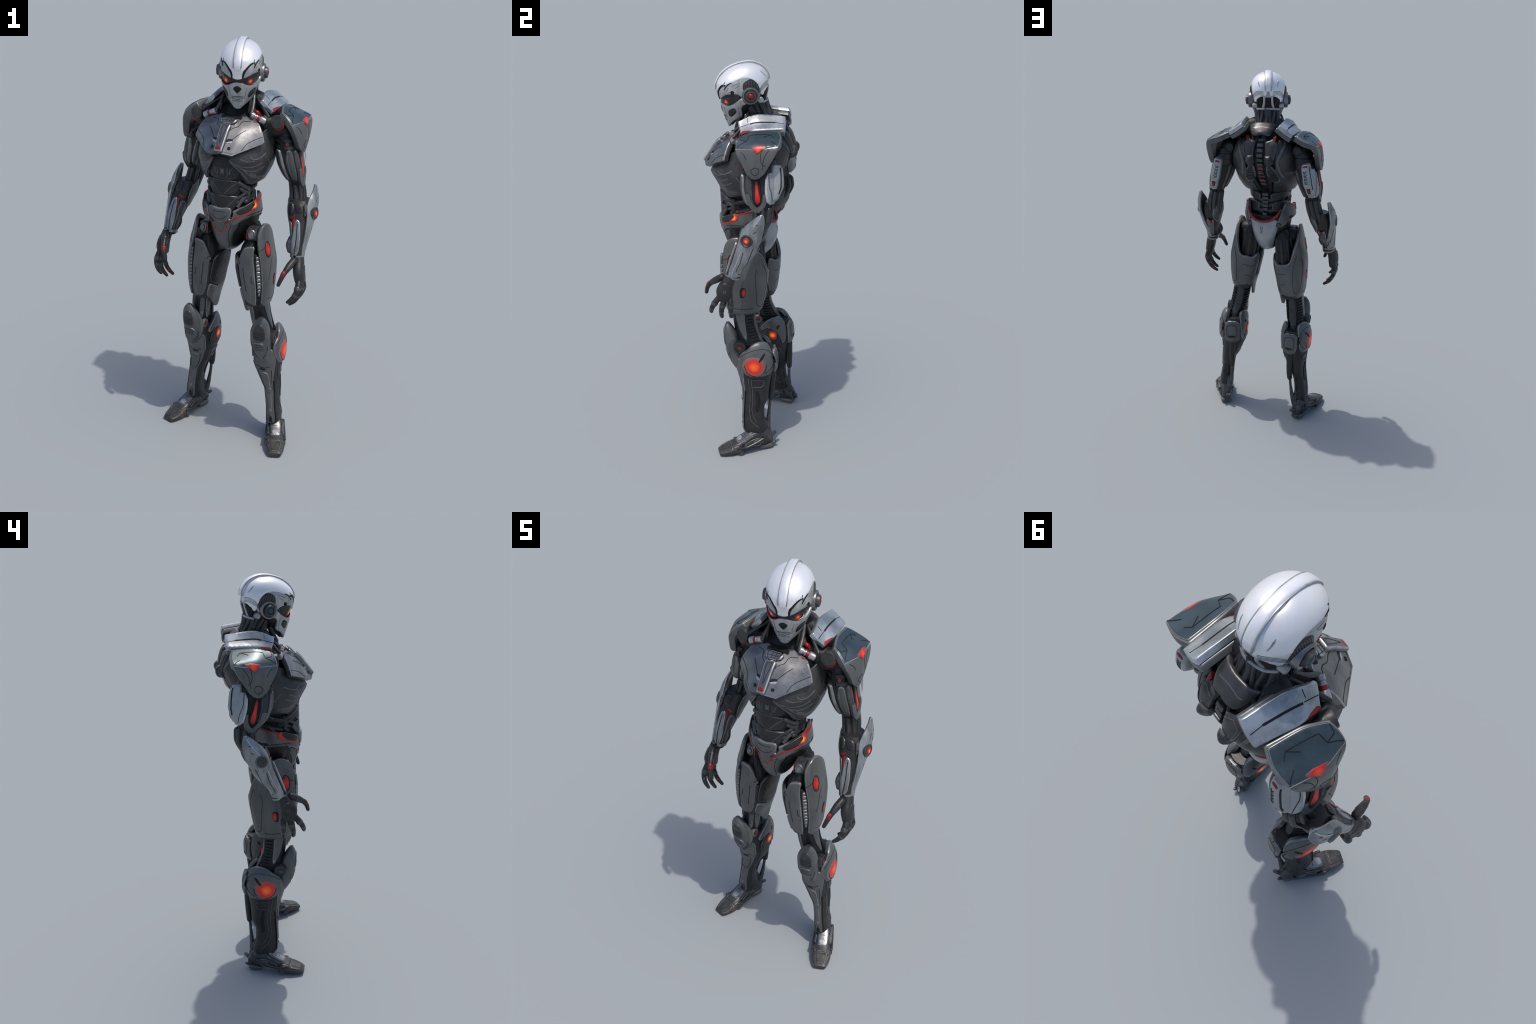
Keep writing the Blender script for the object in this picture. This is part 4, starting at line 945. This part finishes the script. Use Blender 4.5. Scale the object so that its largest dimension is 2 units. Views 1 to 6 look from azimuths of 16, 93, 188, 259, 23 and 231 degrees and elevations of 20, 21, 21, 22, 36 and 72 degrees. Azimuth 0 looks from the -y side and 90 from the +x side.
    b.add(*g_plate(FA, fr(FA, [(.274, 1.212), (.284, 1.202), (.296, 1.208), (.312, 1.218), (.308, 1.206), (.296, 1.196), (.282, 1.194)]), out=.001, inn=.004, bev=.002, res=.006, rnd=0))
    b.add(*g_plate(FA, fr(FA, [(.300, 1.192), (.312, 1.202), (.312, 1.15), (.308, 1.145)]), out=.001, inn=.004, bev=.002, res=.006, rnd=0))
    b.out('forearm_lamp', 'redpaint', fore)
    plate('forearm_lamp', FA, bk(FA, [(.318, 1.16), (.335, 1.165), (.335, 1.145), (.322, 1.14)]), 'redpaint', fore, out=.006, inn=.004, bev=.002, res=.006)
    plate('forearm_guard', FA, bk(FA, [(.305, 1.175), (.325, 1.155), (.345, 1.175), (.352, 1.15), (.345, 1.06), (.330, 1.04), (.320, 1.10)]), 'grey', fore, out=.003, inn=.006, bev=.003, res=.007)
    emit('wrist_box', *g_tube([(.300, -.075, 1.105), (.296, -.09, 1.075), (.303, -.10, 1.05)], [.012, .014, .011], n=12), 'mech', fore)
    emit('wrist_ring', *g_seam(FA, [(1.026+.010*math.cos(math.radians(v)), v) for v in range(0, 360, 12)], w=.010, h=.003, depth=.01, closed=True, rnd=0), 'blade', fore)
    # ---- hand
    HA = Loft([(.912, .351, .393, -.172, -.098, 2.6), (.93, .345, .395, -.180, -.098, 2.6), (.96, .337, .392, -.182, -.098, 2.5), (.99, .331, .387, -.170, -.090, 2.4), (1.015, .326, .382, -.150, -.080, 2.2), (1.035, .322, .376, -.138, -.074, 2.1)])
    hand = solid('hand', HA, .912, 1.035, 'dark', None, nu=16, nv=32, r0=.3)
    plate('hand_plate', HA, sd(HA, [(-.160, .925), (-.110, .922), (-.106, .985), (-.13, 1.012), (-.160, .99)]), 'dark', hand, out=.003, inn=.004, bev=.003, res=.008)
    seam('hand_mark', HA, [sd(HA, [(-.142, .97), (-.130, .97), (-.130, .958), (-.142, .958), (-.142, .97)])], 'groove', hand, w=.002, h=.0038, rnd=0)
    fingers = [([(.372, -.166, .932), (.374, -.190, .900), (.366, -.206, .872), (.350, -.2115, .850), (.336, -.213, .838)], [.0135, .0145, .0115, .0105, .008]),
               ([(.376, -.140, .920), (.381, -.152, .888), (.372, -.160, .855), (.354, -.162, .825), (.336, -.162, .809)], [.0135, .0145, .0115, .0105, .008]),
               ([(.379, -.112, .918), (.384, -.112, .885), (.374, -.114, .850), (.352, -.116, .820), (.329, -.116, .804)], [.0130, .0140, .0115, .0105, .008])]
    for pts, r in fingers:
        f = emit('finger', *g_tube(pts, r, n=14), 'dark', hand)
        b = Bag()
        for i in (1, 2): b.add(*g_tube([np.array(pts[i])+(np.array(pts[i-1])-pts[i])*.12, np.array(pts[i])+(np.array(pts[i+1])-pts[i])*.12], r[i]*1.1, n=12))
        b.out('knuckle', 'mech', f)
        emit('finger_ring', *g_tube([np.array(pts[3])*.9+np.array(pts[2])*.1, np.array(pts[3])*.9+np.array(pts[4])*.1], r[3]*1.04, n=12), 'redpaint', f) if pts[0][1] > -.13 else None
    tp_ = [(.338, -.150, 1.022), (.326, -.180, 1.004), (.314, -.210, .982), (.304, -.227, .958), (.293, -.236, .926)]
    th = emit('thumb', *g_tube(tp_, [.017, .0165, .0125, .011, .009], n=14), 'dark', hand)
    emit('thumb_joint', *g_tube([(.329, -.172, 1.008), (.317, -.203, .988)], [.018, .0145], n=14, ribs=4, ribd=.08), 'mech', hand)
    emit('thumb_ring', *g_tube([(.3100, -.2165, .979), (.3065, -.2235, .966)], .0118, n=14), 'redpaint', th)

def leg(side):
    # ---- thigh
    TH = Loft([(.69, .093, .198, -.125, .015, 2.4), (.755, .084, .214, -.148, .024, 2.5), (.80, .071, .222, -.162, .037, 2.5), (.87, .056, .226, -.172, .053, 2.5), (.95, .039, .224, -.178, .067, 2.5), (1.0, .036, .216, -.178, .070, 2.5),
               (1.05, .040, .205, -.174, .068, 2.5), (1.10, .056, .195, -.165, .056, 2.4), (1.15, .083, .184, -.145, .03, 2.3), (1.18, .105, .175, -.12, .0, 2.2)])
    thigh = emit('thigh', *g_solid(TH, .752, .955, nu=20, nv=48, k=.94, r0=.3, r1=.2), 'dark')
    emit('thigh_column', *g_tube([(.122, -.010, .90), (.112, .0, 1.0), (.092, .0, 1.11)], [.050, .046, .042], n=24), 'black', thigh)
    b = Bag()
    for i in range(8):
        a = i*math.pi/4
        b.add(*g_tube([(  .118+.047*math.cos(a), -.006+.047*math.sin(a), .93), (.094+.041*math.cos(a), .0+.041*math.sin(a), 1.10)], .010, n=8))
    b.out('column_rod', 'dark', thigh)
    HM = Loft([(.93, .050, .175, -.145, .0, 2.2), (.98, .052, .170, -.148, .0, 2.2), (1.03, .060, .165, -.142, .0, 2.2), (1.06, .072, .158, -.130, .0, 2.1), (1.08, .085, .15, -.115, -.01, 2.0)])
    hm = solid('hip_muscle', HM, .93, 1.08, 'dark', thigh, nu=12, nv=36)
    seam('muscle_line', HM, [[(.95, v), (1.04, v+4), (1.07, v+6)] for v in (-75, -55, -35, -12)], 'line', hm, w=.004, h=.0008, rnd=0)
    # outer armour shell
    outer = plate('thigh_plate', TH, [(.757, 31), (.85, 33), (.95, 33), (1.04, 31), (1.09, 28), (1.135, 30), (1.16, 50), (1.166, 80), (1.145, 104), (1.10, 124), (1.06, 143), (1.02, 156), (.985, 166), (.966, 182), (.962, 208), (.975, 222), (.985, 240), (.90, 242), (.80, 236), (.775, 215), (.778, 180), (.765, 140), (.757, 90)],
                  'grey', thigh, out=.003, inn=.014, bev=.005, res=.011)
    seam('thigh_seam', TH, [[(1.045, 32), (1.055, 50), (1.065, 60)], [(1.0, 118), (.97, 112), (.92, 116), (.83, 122), (.80, 130), (.795, 150), (.81, 158), (.93, 160), (.98, 150), (1.02, 138)], [(.80, 60), (.79, 90), (.795, 116)], [(.90, 60), (.98, 72), (1.0, 82)], [(.92, 180), (.905, 200), (.91, 218)], [(.85, 185), (.843, 205)]], 'line', outer, w=.0024, h=.0036, rnd=1)
    plate('thigh_notch_patch', TH, [(.775, 190), (.775, 204), (.783, 202), (.783, 192)], 'line', outer, out=.0034, inn=.002, bev=.001, res=.005)  # black patch laid on the armour in place of a cut notch
    seam('thigh_glyph', TH, [[(.945, 196), (.935, 198), (.935, 203), (.945, 205)], [(.925, 198), (.920, 203)]], 'groove', outer, w=.002, h=.0036, rnd=0)
    plate('thigh_lamp', TH, oval(1.045, 66, .034, 10, 18, -8), 'red' if True else 'glow', outer, out=.006, inn=.003, bev=.004, res=.007, rnd=1)
    seam('thigh_lamp_rim', TH, [oval(1.045, 66, .037, 11.5, 24, -8)], 'line', outer, w=.004, h=.004, closed=True, rnd=0)
    plate('thigh_slot_patch', TH, [(.912, 84), (.912, 94), (.868, 92), (.855, 88), (.86, 83)], 'line', outer, out=.0036, inn=.002, bev=.001, res=.006)  # black plate behind the lamp, painted as a slot
    plate('thigh_slot_lamp', TH, [(.908, 88), (.908, 93), (.875, 92), (.860, 89), (.87, 87)], 'red', outer, out=.0055, inn=.001, bev=.002, res=.005)
    # front plate with rounded shoulder, dark strip and the ladder of vertebrae
    front = plate('thigh_plate', TH, [(.762, 14), (.90, 14), (1.03, 12), (1.068, 20), (1.066, -2), (1.05, -16), (1.00, -30), (.985, -38), (.968, -40), (.965, -33), (.90, -34), (.82, -34), (.775, -22), (.765, 0)], 'grey', thigh, out=.003, inn=.014, bev=.006, res=.010)
    seam('thigh_groove', TH, [[(.96, -14), (.90, -14), (.84, -13)], [(.99, -36), (.985, -27), (.975, -24)], [(.925, 4), (.90, 2), (.885, 5)]], 'line', front, w=.003, h=.0036, rnd=1)
    emit('thigh_bolt', *g_lathe(TH.P(1.02, -6)[0]+TH.N(1.02, -6)[0]*.002, TH.N(1.02, -6)[0], [(.007, 0), (.007, .002), (.005, .0026), (.0, .0016)], 16), 'groove', front)
    plate('thigh_strip', TH, [(.77, 14), (.82, 15), (.90, 14), (1.03, 13), (1.035, 18), (1.02, 31), (.9, 31), (.765, 29)], 'line', thigh, out=-.002, inn=.008, bev=.002, res=.009)
    b = Bag()
    for i in range(11):
        z = 1.012-i*.0185
        w = (4.5, 6, 6.6, 6.8, 6.8, 6.8, 6.8, 6.6, 6.2, 5.4, 4.2)[i]
        c = 24
        V, F = g_plate(TH, [(z-.008, c-w), (z+.008, c-w), (z+.008, c+w), (z-.008, c+w)], out=.0025, inn=.005, bev=.0022, res=.005, rnd=0)
        b.add(V, F)
    b.out('ladder_segment', 'chest', thigh)
    # inner panels
    plate('thigh_panel', TH, [(.965, 318), (.99, 300), (1.0, 280), (.99, 255), (.90, 246), (.83, 250), (.81, 270), (.835, 290), (.85, 318)], 'dark', thigh, out=.004, inn=.012, bev=.004, res=.01)
    seam('panel_seam', TH, [[(.95, 272), (.92, 270), (.90, 260)], [(.88, 296), (.875, 270), (.88, 256)], [(.94, 296), (.86, 297)]], 'groove', thigh, w=.002, h=.005, rnd=1)
    plate('thigh_flap', TH, [(.845, 316), (.825, 292), (.81, 275), (.84, 254), (.82, 240), (.77, 236), (.70, 262), (.692, 272), (.70, 282), (.745, 300), (.765, 322), (.79, 324)], 'grey', thigh, out=.002, inn=.012, bev=.005, res=.01)
    # hip joint block in front of the thigh
    hb = emit('hip_block', *g_box((.122, -.098, 1.112), (.052, .06, .062), (unit((1, .08, 0)), unit((-.08, 1, 0)), (0, 0, 1)), .45), 'mech', thigh)
    emit('hip_boss', *g_lathe((.124, -.127, 1.114), (.1, -1, .2), [(.018, 0), (.018, .005), (.014, .008), (.010, .006), (.009, .010), (.0, .011)], 22, 1.25), 'chest', hb)
    emit('hip_lamp_strip', *g_box((.100, -.129, 1.112), (.004, .006, .045), None, .3), 'redpaint', hb)
    emit('hip_axle', *g_tube([(.085, -.03, 1.10), (.14, -.055, 1.10)], .042, n=18), 'black', hb)
    # ---- lower thigh and knee
    LT = Loft([(.53, .150, .245, -.085, .045, 2.2), (.58, .150, .244, -.105, .035, 2.2), (.63, .134, .234, -.118, .012, 2.3), (.70, .120, .220, -.128, -.008, 2.3), (.77, .110, .207, -.135, -.012, 2.3)])
    knee = solid('knee', LT, .53, .77, 'black', None, nu=20, nv=40, k=.93)
    for nm, poly in (('knee_plate', [(.77, 338), (.77, 312), (.70, 312), (.63, 318), (.60, 330), (.62, 342), (.70, 345)]), ('knee_plate', [(.77, 55), (.77, 100), (.70, 98), (.64, 92), (.615, 84), (.64, 76), (.70, 60)]), ('knee_plate', [(.77, 305), (.77, 270), (.70, 272), (.62, 284), (.61, 296), (.68, 306)])):
        plate(nm, LT, poly, 'grey', knee, out=.003, inn=.008, bev=.004, res=.009)
    b = Bag()
    for i in range(11):
        z = .755-i*.0165
        b.add(*g_seam(LT, [(z, v) for v in (100, 115, 130, 145)], w=.008, h=.003, depth=.004, rnd=0))
        b.add(*g_seam(LT, [(z, v) for v in (215, 230, 245, 262)], w=.008, h=.003, depth=.004, rnd=0))
    for i in range(5):
        z = .60-i*.013
        b.add(*g_seam(LT, [(z+.012*math.cos(math.radians(v)), v) for v in range(60, 301, 15)], w=.007, h=.003, depth=.004, rnd=0))
    b.out('knee_bellows', 'black', knee)
    plate('knee_strap', LT, [(.77, 158), (.77, 200), (.56, 204), (.56, 156)], 'rib', knee, out=.002, inn=.006, bev=.004, res=.01)
    # knee guard
    KG = Loft([(.462, .185, .240, -.128, -.05, 2.2), (.49, .166, .243, -.145, -.06, 2.2), (.53, .150, .245, -.160, -.07, 2.3), (.57, .140, .246, -.169, -.08, 2.3), (.62, .140, .245, -.175, -.095, 2.3), (.66, .150, .240, -.176, -.11, 2.2), (.69, .166, .230, -.172, -.125, 2.1), (.712, .185, .212, -.162, -.138, 2)])
    guard = solid('knee_guard', KG, .462, .712, 'grey', knee, nu=26, nv=36)
    pad = fr(KG, [(.165, .60), (.170, .655), (.182, .680), (.205, .682), (.222, .655), (.226, .60), (.215, .590), (.178, .590)])
    plate('knee_pad', KG, pad, 'rib', guard, out=.003, inn=.002, bev=.003, res=.007)
    plate('knee_pad', KG, fr(KG, [(.168, .58), (.222, .58), (.224, .54), (.205, .50), (.188, .50), (.162, .54)]), 'grey', guard, out=.003, inn=.002, bev=.003, res=.007)
    seam('pad_rib', KG, [fr(KG, [(.170, z), (.195, z-.002), (.222, z)]) for z in (.605, .615, .625, .635, .57, .56, .55, .54)], 'line', guard, w=.0018, h=.0036, rnd=0)
    seam('guard_seam', KG, [fr(KG, [(.152, .56), (.160, .52), (.185, .49)]), fr(KG, [(.236, .56), (.232, .52), (.215, .49)])], 'line', guard, w=.002, h=.001, rnd=1)
    kj = emit('knee_joint', *g_lathe((.250, -.092, .590), (1, 0, 0), [(.032, -.03), (.033, .0), (.030, .006), (.024, .007), (.022, .003), (.013, .003), (.012, .006), (.0, .007)], 30), 'rib', knee)
    emit('knee_joint_lamp', *g_lathe((.250, -.092, .590), (1, 0, 0), [(.010, .002), (.010, .008), (.006, .010), (.0, .010)], 18), 'redpaint' if side > 0 else 'mech', kj)
    kj = emit('knee_joint', *g_lathe((.152, -.085, .585), (-1, 0, 0), [(.028, -.03), (.028, .002), (.022, .008), (.0, .008)], 24), 'grey', knee)
    emit('knee_joint_lamp', *g_lathe((.152, -.085, .585), (-1, 0, 0), [(.012, .004), (.011, .011), (.0, .012)], 18), 'redpaint', kj)
    # ---- shin
    SH = Loft([(.095, .218, .299, -.090, .030, 2.4), (.13, .218, .301, -.099, .034, 2.5), (.18, .217, .293, -.098, .022, 2.6), (.24, .210, .285, -.094, .024, 2.6), (.29, .199, .281, -.092, .046, 2.5), (.34, .170, .279, -.092, .054, 2.4), (.39, .148, .280, -.102, .064, 2.3),
               (.43, .133, .282, -.112, .076, 2.2), (.47, .131, .284, -.120, .092, 2.2), (.51, .126, .284, -.118, .094, 2.15), (.56, .127, .275, -.108, .084, 2.1), (.60, .137, .258, -.09, .065, 2.1), (.625, .15, .24, -.07, .05, 2)])
    shin = emit('shin', *g_solid(SH, .10, .575, nu=44, nv=48, k=.97, r0=.12), 'dark')
    front = plate('shin_plate', SH, [(.108, 24), (.13, 28), (.24, 28), (.34, 34), (.40, 46), (.45, 52), (.50, 48), (.53, 30), (.53, -28), (.50, -50), (.44, -50), (.38, -40), (.32, -34), (.24, -30), (.13, -30), (.105, -22), (.105, 0)], 'grey', shin, out=.003, inn=.008, bev=.005, res=.010)
    seam('shin_seam', SH, [[(.41, 30), (.34, 26), (.30, 22), (.293, 16)], [(.40, -24), (.30, -20), (.295, -10)], [(.16, -14), (.12, -13)], [(.43, -26), (.42, 0), (.43, 26)], [(.34, 40), (.24, 33), (.13, 33)]], 'line', front, w=.003, h=.0036, rnd=1)
    plate('shin_slot_patch', SH, [(.15, -7), (.15, 7), (.115, 8), (.115, -8)], 'line', front, out=.0035, inn=.002, bev=.001, res=.006)  # black plates here and next line painted as slots, shin uncut
    plate('shin_slot_patch', SH, [(.418, -16), (.418, 8), (.406, 8), (.406, -14)], 'line', front, out=.0035, inn=.002, bev=.001, res=.006)
    emit('shin_stud', *g_lathe(SH.P(.295, 4)[0], SH.N(.295, 4)[0], [(.012, -.002), (.012, .007), (.010, .009), (.0, .0095)], 20), 'grey', front)
    emit('shin_stud', *g_lathe(SH.P(.155, 0)[0], SH.N(.155, 0)[0], [(.006, -.002), (.006, .005), (.004, .007), (.0, .0075)], 16), 'mech', front)
    # outer calf guard with the big lamp
    cg = plate('calf_guard', SH, sd(SH, [(-.095, .545), (-.062, .578), (-.02, .612), (.012, .618), (.040, .612), (.058, .588), (.074, .520), (.074, .485), (.062, .455), (.040, .435), (-.065, .434), (-.096, .505)]), 'grey', shin, out=.008, inn=.016, bev=.006, res=.009, crown=.004, crown_w=.03)
    plate('calf_lamp', SH, sd(SH, oval(-.020, .496, .060, .056, 20)), 'glow', cg, out=.0122, inn=.002, bev=.003, res=.008, rnd=1)
    seam('calf_lamp_rim', SH, [sd(SH, [(-.066, .505), (-.062, .475), (-.045, .452), (-.015, .444)]), sd(SH, [(.022, .462), (.034, .480), (.038, .505)])], 'line', cg, w=.004, h=.0126, rnd=2)
    plate('calf_slot_patch', SH, sd(SH, [(.002, .530), (.022, .562), (.034, .566), (.032, .552), (.014, .526), (.004, .520)]), 'line', cg, out=.0135, inn=.003, bev=.002, res=.006)  # black plate on the guard painted as a slot
    seam('calf_seam', SH, [sd(SH, [(-.085, .54), (-.05, .57), (.0, .585), (.04, .58), (.07, .545), (.08, .50)]), sd(SH, [(.03, .46), (.06, .48), (.075, .51), (.06, .545)])], 'line', cg, w=.0022, h=.0126, rnd=1)
    emit('calf_bolt', *g_lathe(SH.P(.508, sd(SH, [(.055, .508)])[0][1])[0]+np.array([.010, 0, 0]), (1, .3, .1), [(.006, -.003), (.006, .003), (.004, .004), (.003, .002), (.0, .002)], 16), 'groove', cg)
    # inner calf guard, darker, ember vent
    ig = plate('calf_guard', SH, sd(SH, [(-.075, .54), (-.02, .60), (.03, .615), (.055, .588), (.070, .52), (.066, .475), (.052, .445), (.04, .44), (.03, .50), (-.02, .55), (-.06, .515)], True), 'grey', shin, out=.007, inn=.014, bev=.005, res=.009)
    vent = plate('calf_vent', SH, sd(SH, [(-.055, .505), (-.02, .545), (.03, .585), (.05, .565), (.035, .50), (.03, .445), (-.02, .432), (-.06, .45)], True), 'dark', shin, out=.006, inn=.01, bev=.004, res=.009)
    plate('vent_lamp', SH, sd(SH, oval(.0, .500, .022, .036, 14), True), 'emberdark', vent, out=.0085, inn=.001, bev=.002, res=.007)
    plate('vent_slot_patch', SH, sd(SH, [(.018, .545), (.032, .566), (.038, .555), (.026, .535)], True), 'line', vent, out=.0088, inn=.001, bev=.002, res=.005)  # black plate on the vent panel standing in for a slot
    # rear calf box
    rb = plate('calf_plate', SH, bk(SH, [(.163, .568), (.238, .565), (.244, .50), (.236, .445), (.222, .428), (.180, .428), (.165, .445), (.158, .50)]), 'grey', shin, out=.011, inn=.016, bev=.005, res=.009)
    seam('calf_seam', SH, [bk(SH, [(.178, .545), (.222, .545), (.228, .50), (.222, .468), (.180, .468), (.174, .50)])], 'line', rb, w=.003, h=.0116, closed=True, rnd=1)
    plate('calf_slot_patch', SH, bk(SH, [(.184, .482), (.218, .482), (.216, .471), (.186, .471)]), 'line', rb, out=.0118, inn=.002, bev=.001, res=.006)  # black plate drawn as a slot, calf box left whole
    seam('calf_line', SH, [bk(SH, [(.20, .566), (.20, .556)]), bk(SH, [(.172, .440), (.23, .440)])], 'line', rb, w=.003, h=.0116, rnd=0)
    plate('shin_ridge', SH, [(.17, -8), (.17, 10), (.28, 11), (.385, 16), (.395, 4), (.395, -10), (.385, -18), (.28, -11)], 'grey', front, out=.0055, inn=.002, bev=.003, res=.008)
    # dark side panel relief
    for inner in (False, True):
        seam('shin_groove', SH, [sd(SH, [(-.055, .425), (-.052, .33), (-.058, .20), (-.03, .155), (-.012, .14)], inner), sd(SH, [(-.040, .42), (-.038, .33), (-.044, .21), (-.02, .17)], inner), sd(SH, [(-.035, .415), (.03, .41), (.02, .37), (-.035, .37)], inner)], 'groove', shin, w=.0022, h=.0012, rnd=1)
        plate('shin_grille', SH, sd(SH, [(-.024, .352), (-.006, .352), (-.006, .24), (-.018, .225), (-.026, .25)], inner), 'line', shin, out=.002, inn=.004, bev=.002, res=.008)
    # achilles piston, standing clear of the shin
    pist = emit('achilles_piston', *g_tube([(.203, .070, .425), (.206, .062, .35), (.210, .052, .27)], [.017, .017, .015], n=16), 'dark', shin)
    emit('piston_rod', *g_tube([(.210, .052, .28), (.214, .044, .215), (.222, .036, .15), (.236, .030, .09)], [.008, .008, .012, .016], n=12), 'mech', pist)
    # ---- foot
    fd = unit((.267, -.964, 0)); fl = np.array([-fd[1], fd[0], 0])
    if fl[0] < 0: fl = -fl
    FO = dict(O=(.262, -.0, 0), E1=fl, E2=(0, 0, 1), E3=fd)
    MID = Loft([(-.02, -.034, .036, .016, .11, 2.6), (.02, -.040, .038, .014, .122, 2.6), (.06, -.042, .040, .012, .112, 2.6), (.10, -.043, .042, .008, .088, 2.6), (.14, -.045, .044, .006, .068, 2.6), (.16, -.043, .042, .006, .06, 2.6)], **FO)
    foot = solid('foot', MID, -.02, .16, 'rib', None, nu=14, nv=36)
    TOE = Loft([(.118, -.046, .046, .0, .066, 3), (.14, -.051, .050, .0, .063, 3), (.17, -.051, .050, .0, .053, 3), (.20, -.046, .045, .0, .042, 3), (.226, -.038, .036, .0, .033, 3), (.236, -.032, .030, .003, .028, 3)], **FO)
    toe = solid('toe_cap', TOE, .118, .236, 'toe', foot, nu=14, nv=40, r1=.25)
    for p in ([(.124, 122), (.124, 146), (.166, 149), (.166, 120)], [(.124, 154), (.124, 206), (.166, 204), (.166, 156)], [(.124, 214), (.124, 238), (.166, 240), (.166, 211)], [(.172, 122), (.172, 148), (.226, 150), (.22, 124)], [(.172, 158), (.172, 202), (.228, 200), (.228, 160)], [(.172, 212), (.172, 238), (.22, 236), (.226, 210)]):
        plate('toe_plate', TOE, p, 'toe', toe, out=.0022, inn=.003, bev=.002, res=.007, rnd=0)
    for s0 in (90, 270):
        plate('sole_plate', MID, [(.0, s0-16), (.0, s0+6), (.05, s0+14), (.10, s0+12), (.11, s0-6), (.06, s0-20)], 'gunmetal', foot, out=.004, inn=.004, bev=.002, res=.007, rnd=0)
        plate('foot_plate', MID, [(.05, s0+(22 if s0 == 90 else -22)), (.05, s0+(40 if s0 == 90 else -40)), (.12, s0+(40 if s0 == 90 else -40)), (.115, s0+(20 if s0 == 90 else -20))], 'mech', foot, out=.004, inn=.004, bev=.002, res=.007, rnd=0)
    seam('toe_seam', TOE, [[(.122, 150), (.23, 155)], [(.122, 210), (.23, 205)], [(.175, 110), (.17, 150), (.168, 180), (.17, 210), (.175, 250)], [(.13, 100), (.19, 104), (.232, 110)], [(.13, 260), (.19, 256), (.232, 250)]], 'groove', toe, w=.002, h=.0008, rnd=0)
    plate('toe_lamp', TOE, [(.15, 272), (.15, 280), (.182, 280), (.182, 273)], 'redpaint', toe, out=.001, inn=.002, bev=.001, res=.006)
    plate('instep_plate', MID, [(.045, 140), (.045, 220), (.125, 214), (.138, 200), (.138, 160), (.125, 146)], 'chest', foot, out=.005, inn=.006, bev=.004, res=.007)
    seam('instep_seam', MID, [[(.05, 150), (.12, 152), (.132, 160)], [(.05, 210), (.12, 208), (.132, 200)], [(.09, 165), (.09, 195)]], 'line', foot, w=.002, h=.0056, rnd=0)
    plate('instep_patch', MID, [(.108, 165), (.108, 200), (.132, 196), (.132, 168)], 'pale', foot, out=.0065, inn=.002, bev=.002, res=.005)
    emit('instep_bolt', *g_lathe(MID.P(.055, 180)[0], MID.N(.055, 180)[0], [(.009, 0), (.009, .007), (.006, .009), (.0, .009)], 16), 'mech', foot)
    for s in (1, -1):
        aj = emit('ankle_disc', *g_lathe(np.array(FO['O'])+fd*.035+fl*.036*s+np.array([0, 0, .056]), fl*s, [(.022, -.012), (.022, .006), (.018, .009), (.012, .008), (.011, .004), (.0, .004)], 24), 'grey', foot)
        emit('sole_disc', *g_lathe(np.array(FO['O'])+fd*.128+fl*.044*s+np.array([0, 0, .022]), fl*s, [(.016, -.01), (.016, .006), (.011, .009), (.007, .006), (.0, .006)], 20), 'mech', foot)
        emit('foot_rod', *g_tube([np.array(FO['O'])+fd*t+fl*a*s+np.array([0, 0, z]) for t, a, z in ((.0, .040, .075), (.05, .044, .055), (.11, .047, .042), (.14, .048, .05))], .0075, n=10), 'rib', foot)
    HL = Loft([(-.050, -.030, .030, .0, .03, 3.5), (-.045, -.034, .034, .0, .032, 3.5), (.0, -.035, .035, .0, .032, 3.5), (.018, -.033, .033, .004, .03, 3.5)], **FO)
    solid('heel_block', HL, -.05, .018, 'grey', foot, nu=8, nv=32)
    HE = Loft([(-.055, -.026, .024, .02, .075, 2.4), (-.04, -.031, .029, .018, .105, 2.4), (-.015, -.034, .032, .018, .13, 2.4), (.005, -.034, .034, .02, .13, 2.4)], **FO)
    solid('heel', HE, -.055, .005, 'mech', foot, nu=10, nv=28, r0=.3)
    emit('heel_strut', *g_tube([np.array(FO['O'])-fd*.035+np.array([0, 0, .03]), np.array(FO['O'])-fd*.04-fl*.012+np.array([0, 0, .09]), np.array(FO['O'])-fd*.02-fl*.02+np.array([0, 0, .16])], [.018, .014, .010], n=12), 'mech', foot)
    emit('heel_claw', *g_tube([np.array(FO['O'])-fd*.045+fl*.012+np.array([0, 0, .022]), np.array(FO['O'])-fd*.066+fl*.014+np.array([0, 0, .03])], [.010, .007], n=10), 'mech', foot)
    emit('heel_spur', *g_tube([np.array(FO['O'])-fd*.045+np.array([0, 0, .055]), np.array(FO['O'])-fd*.075-fl*.018+np.array([0, 0, .066])], [.012, .009], n=10), 'mech', foot)

arm(1); leg(1)
XF[0] = arm_warp; arm(-1)
XF[0] = leg_warp; leg(-1)
XF[0] = None
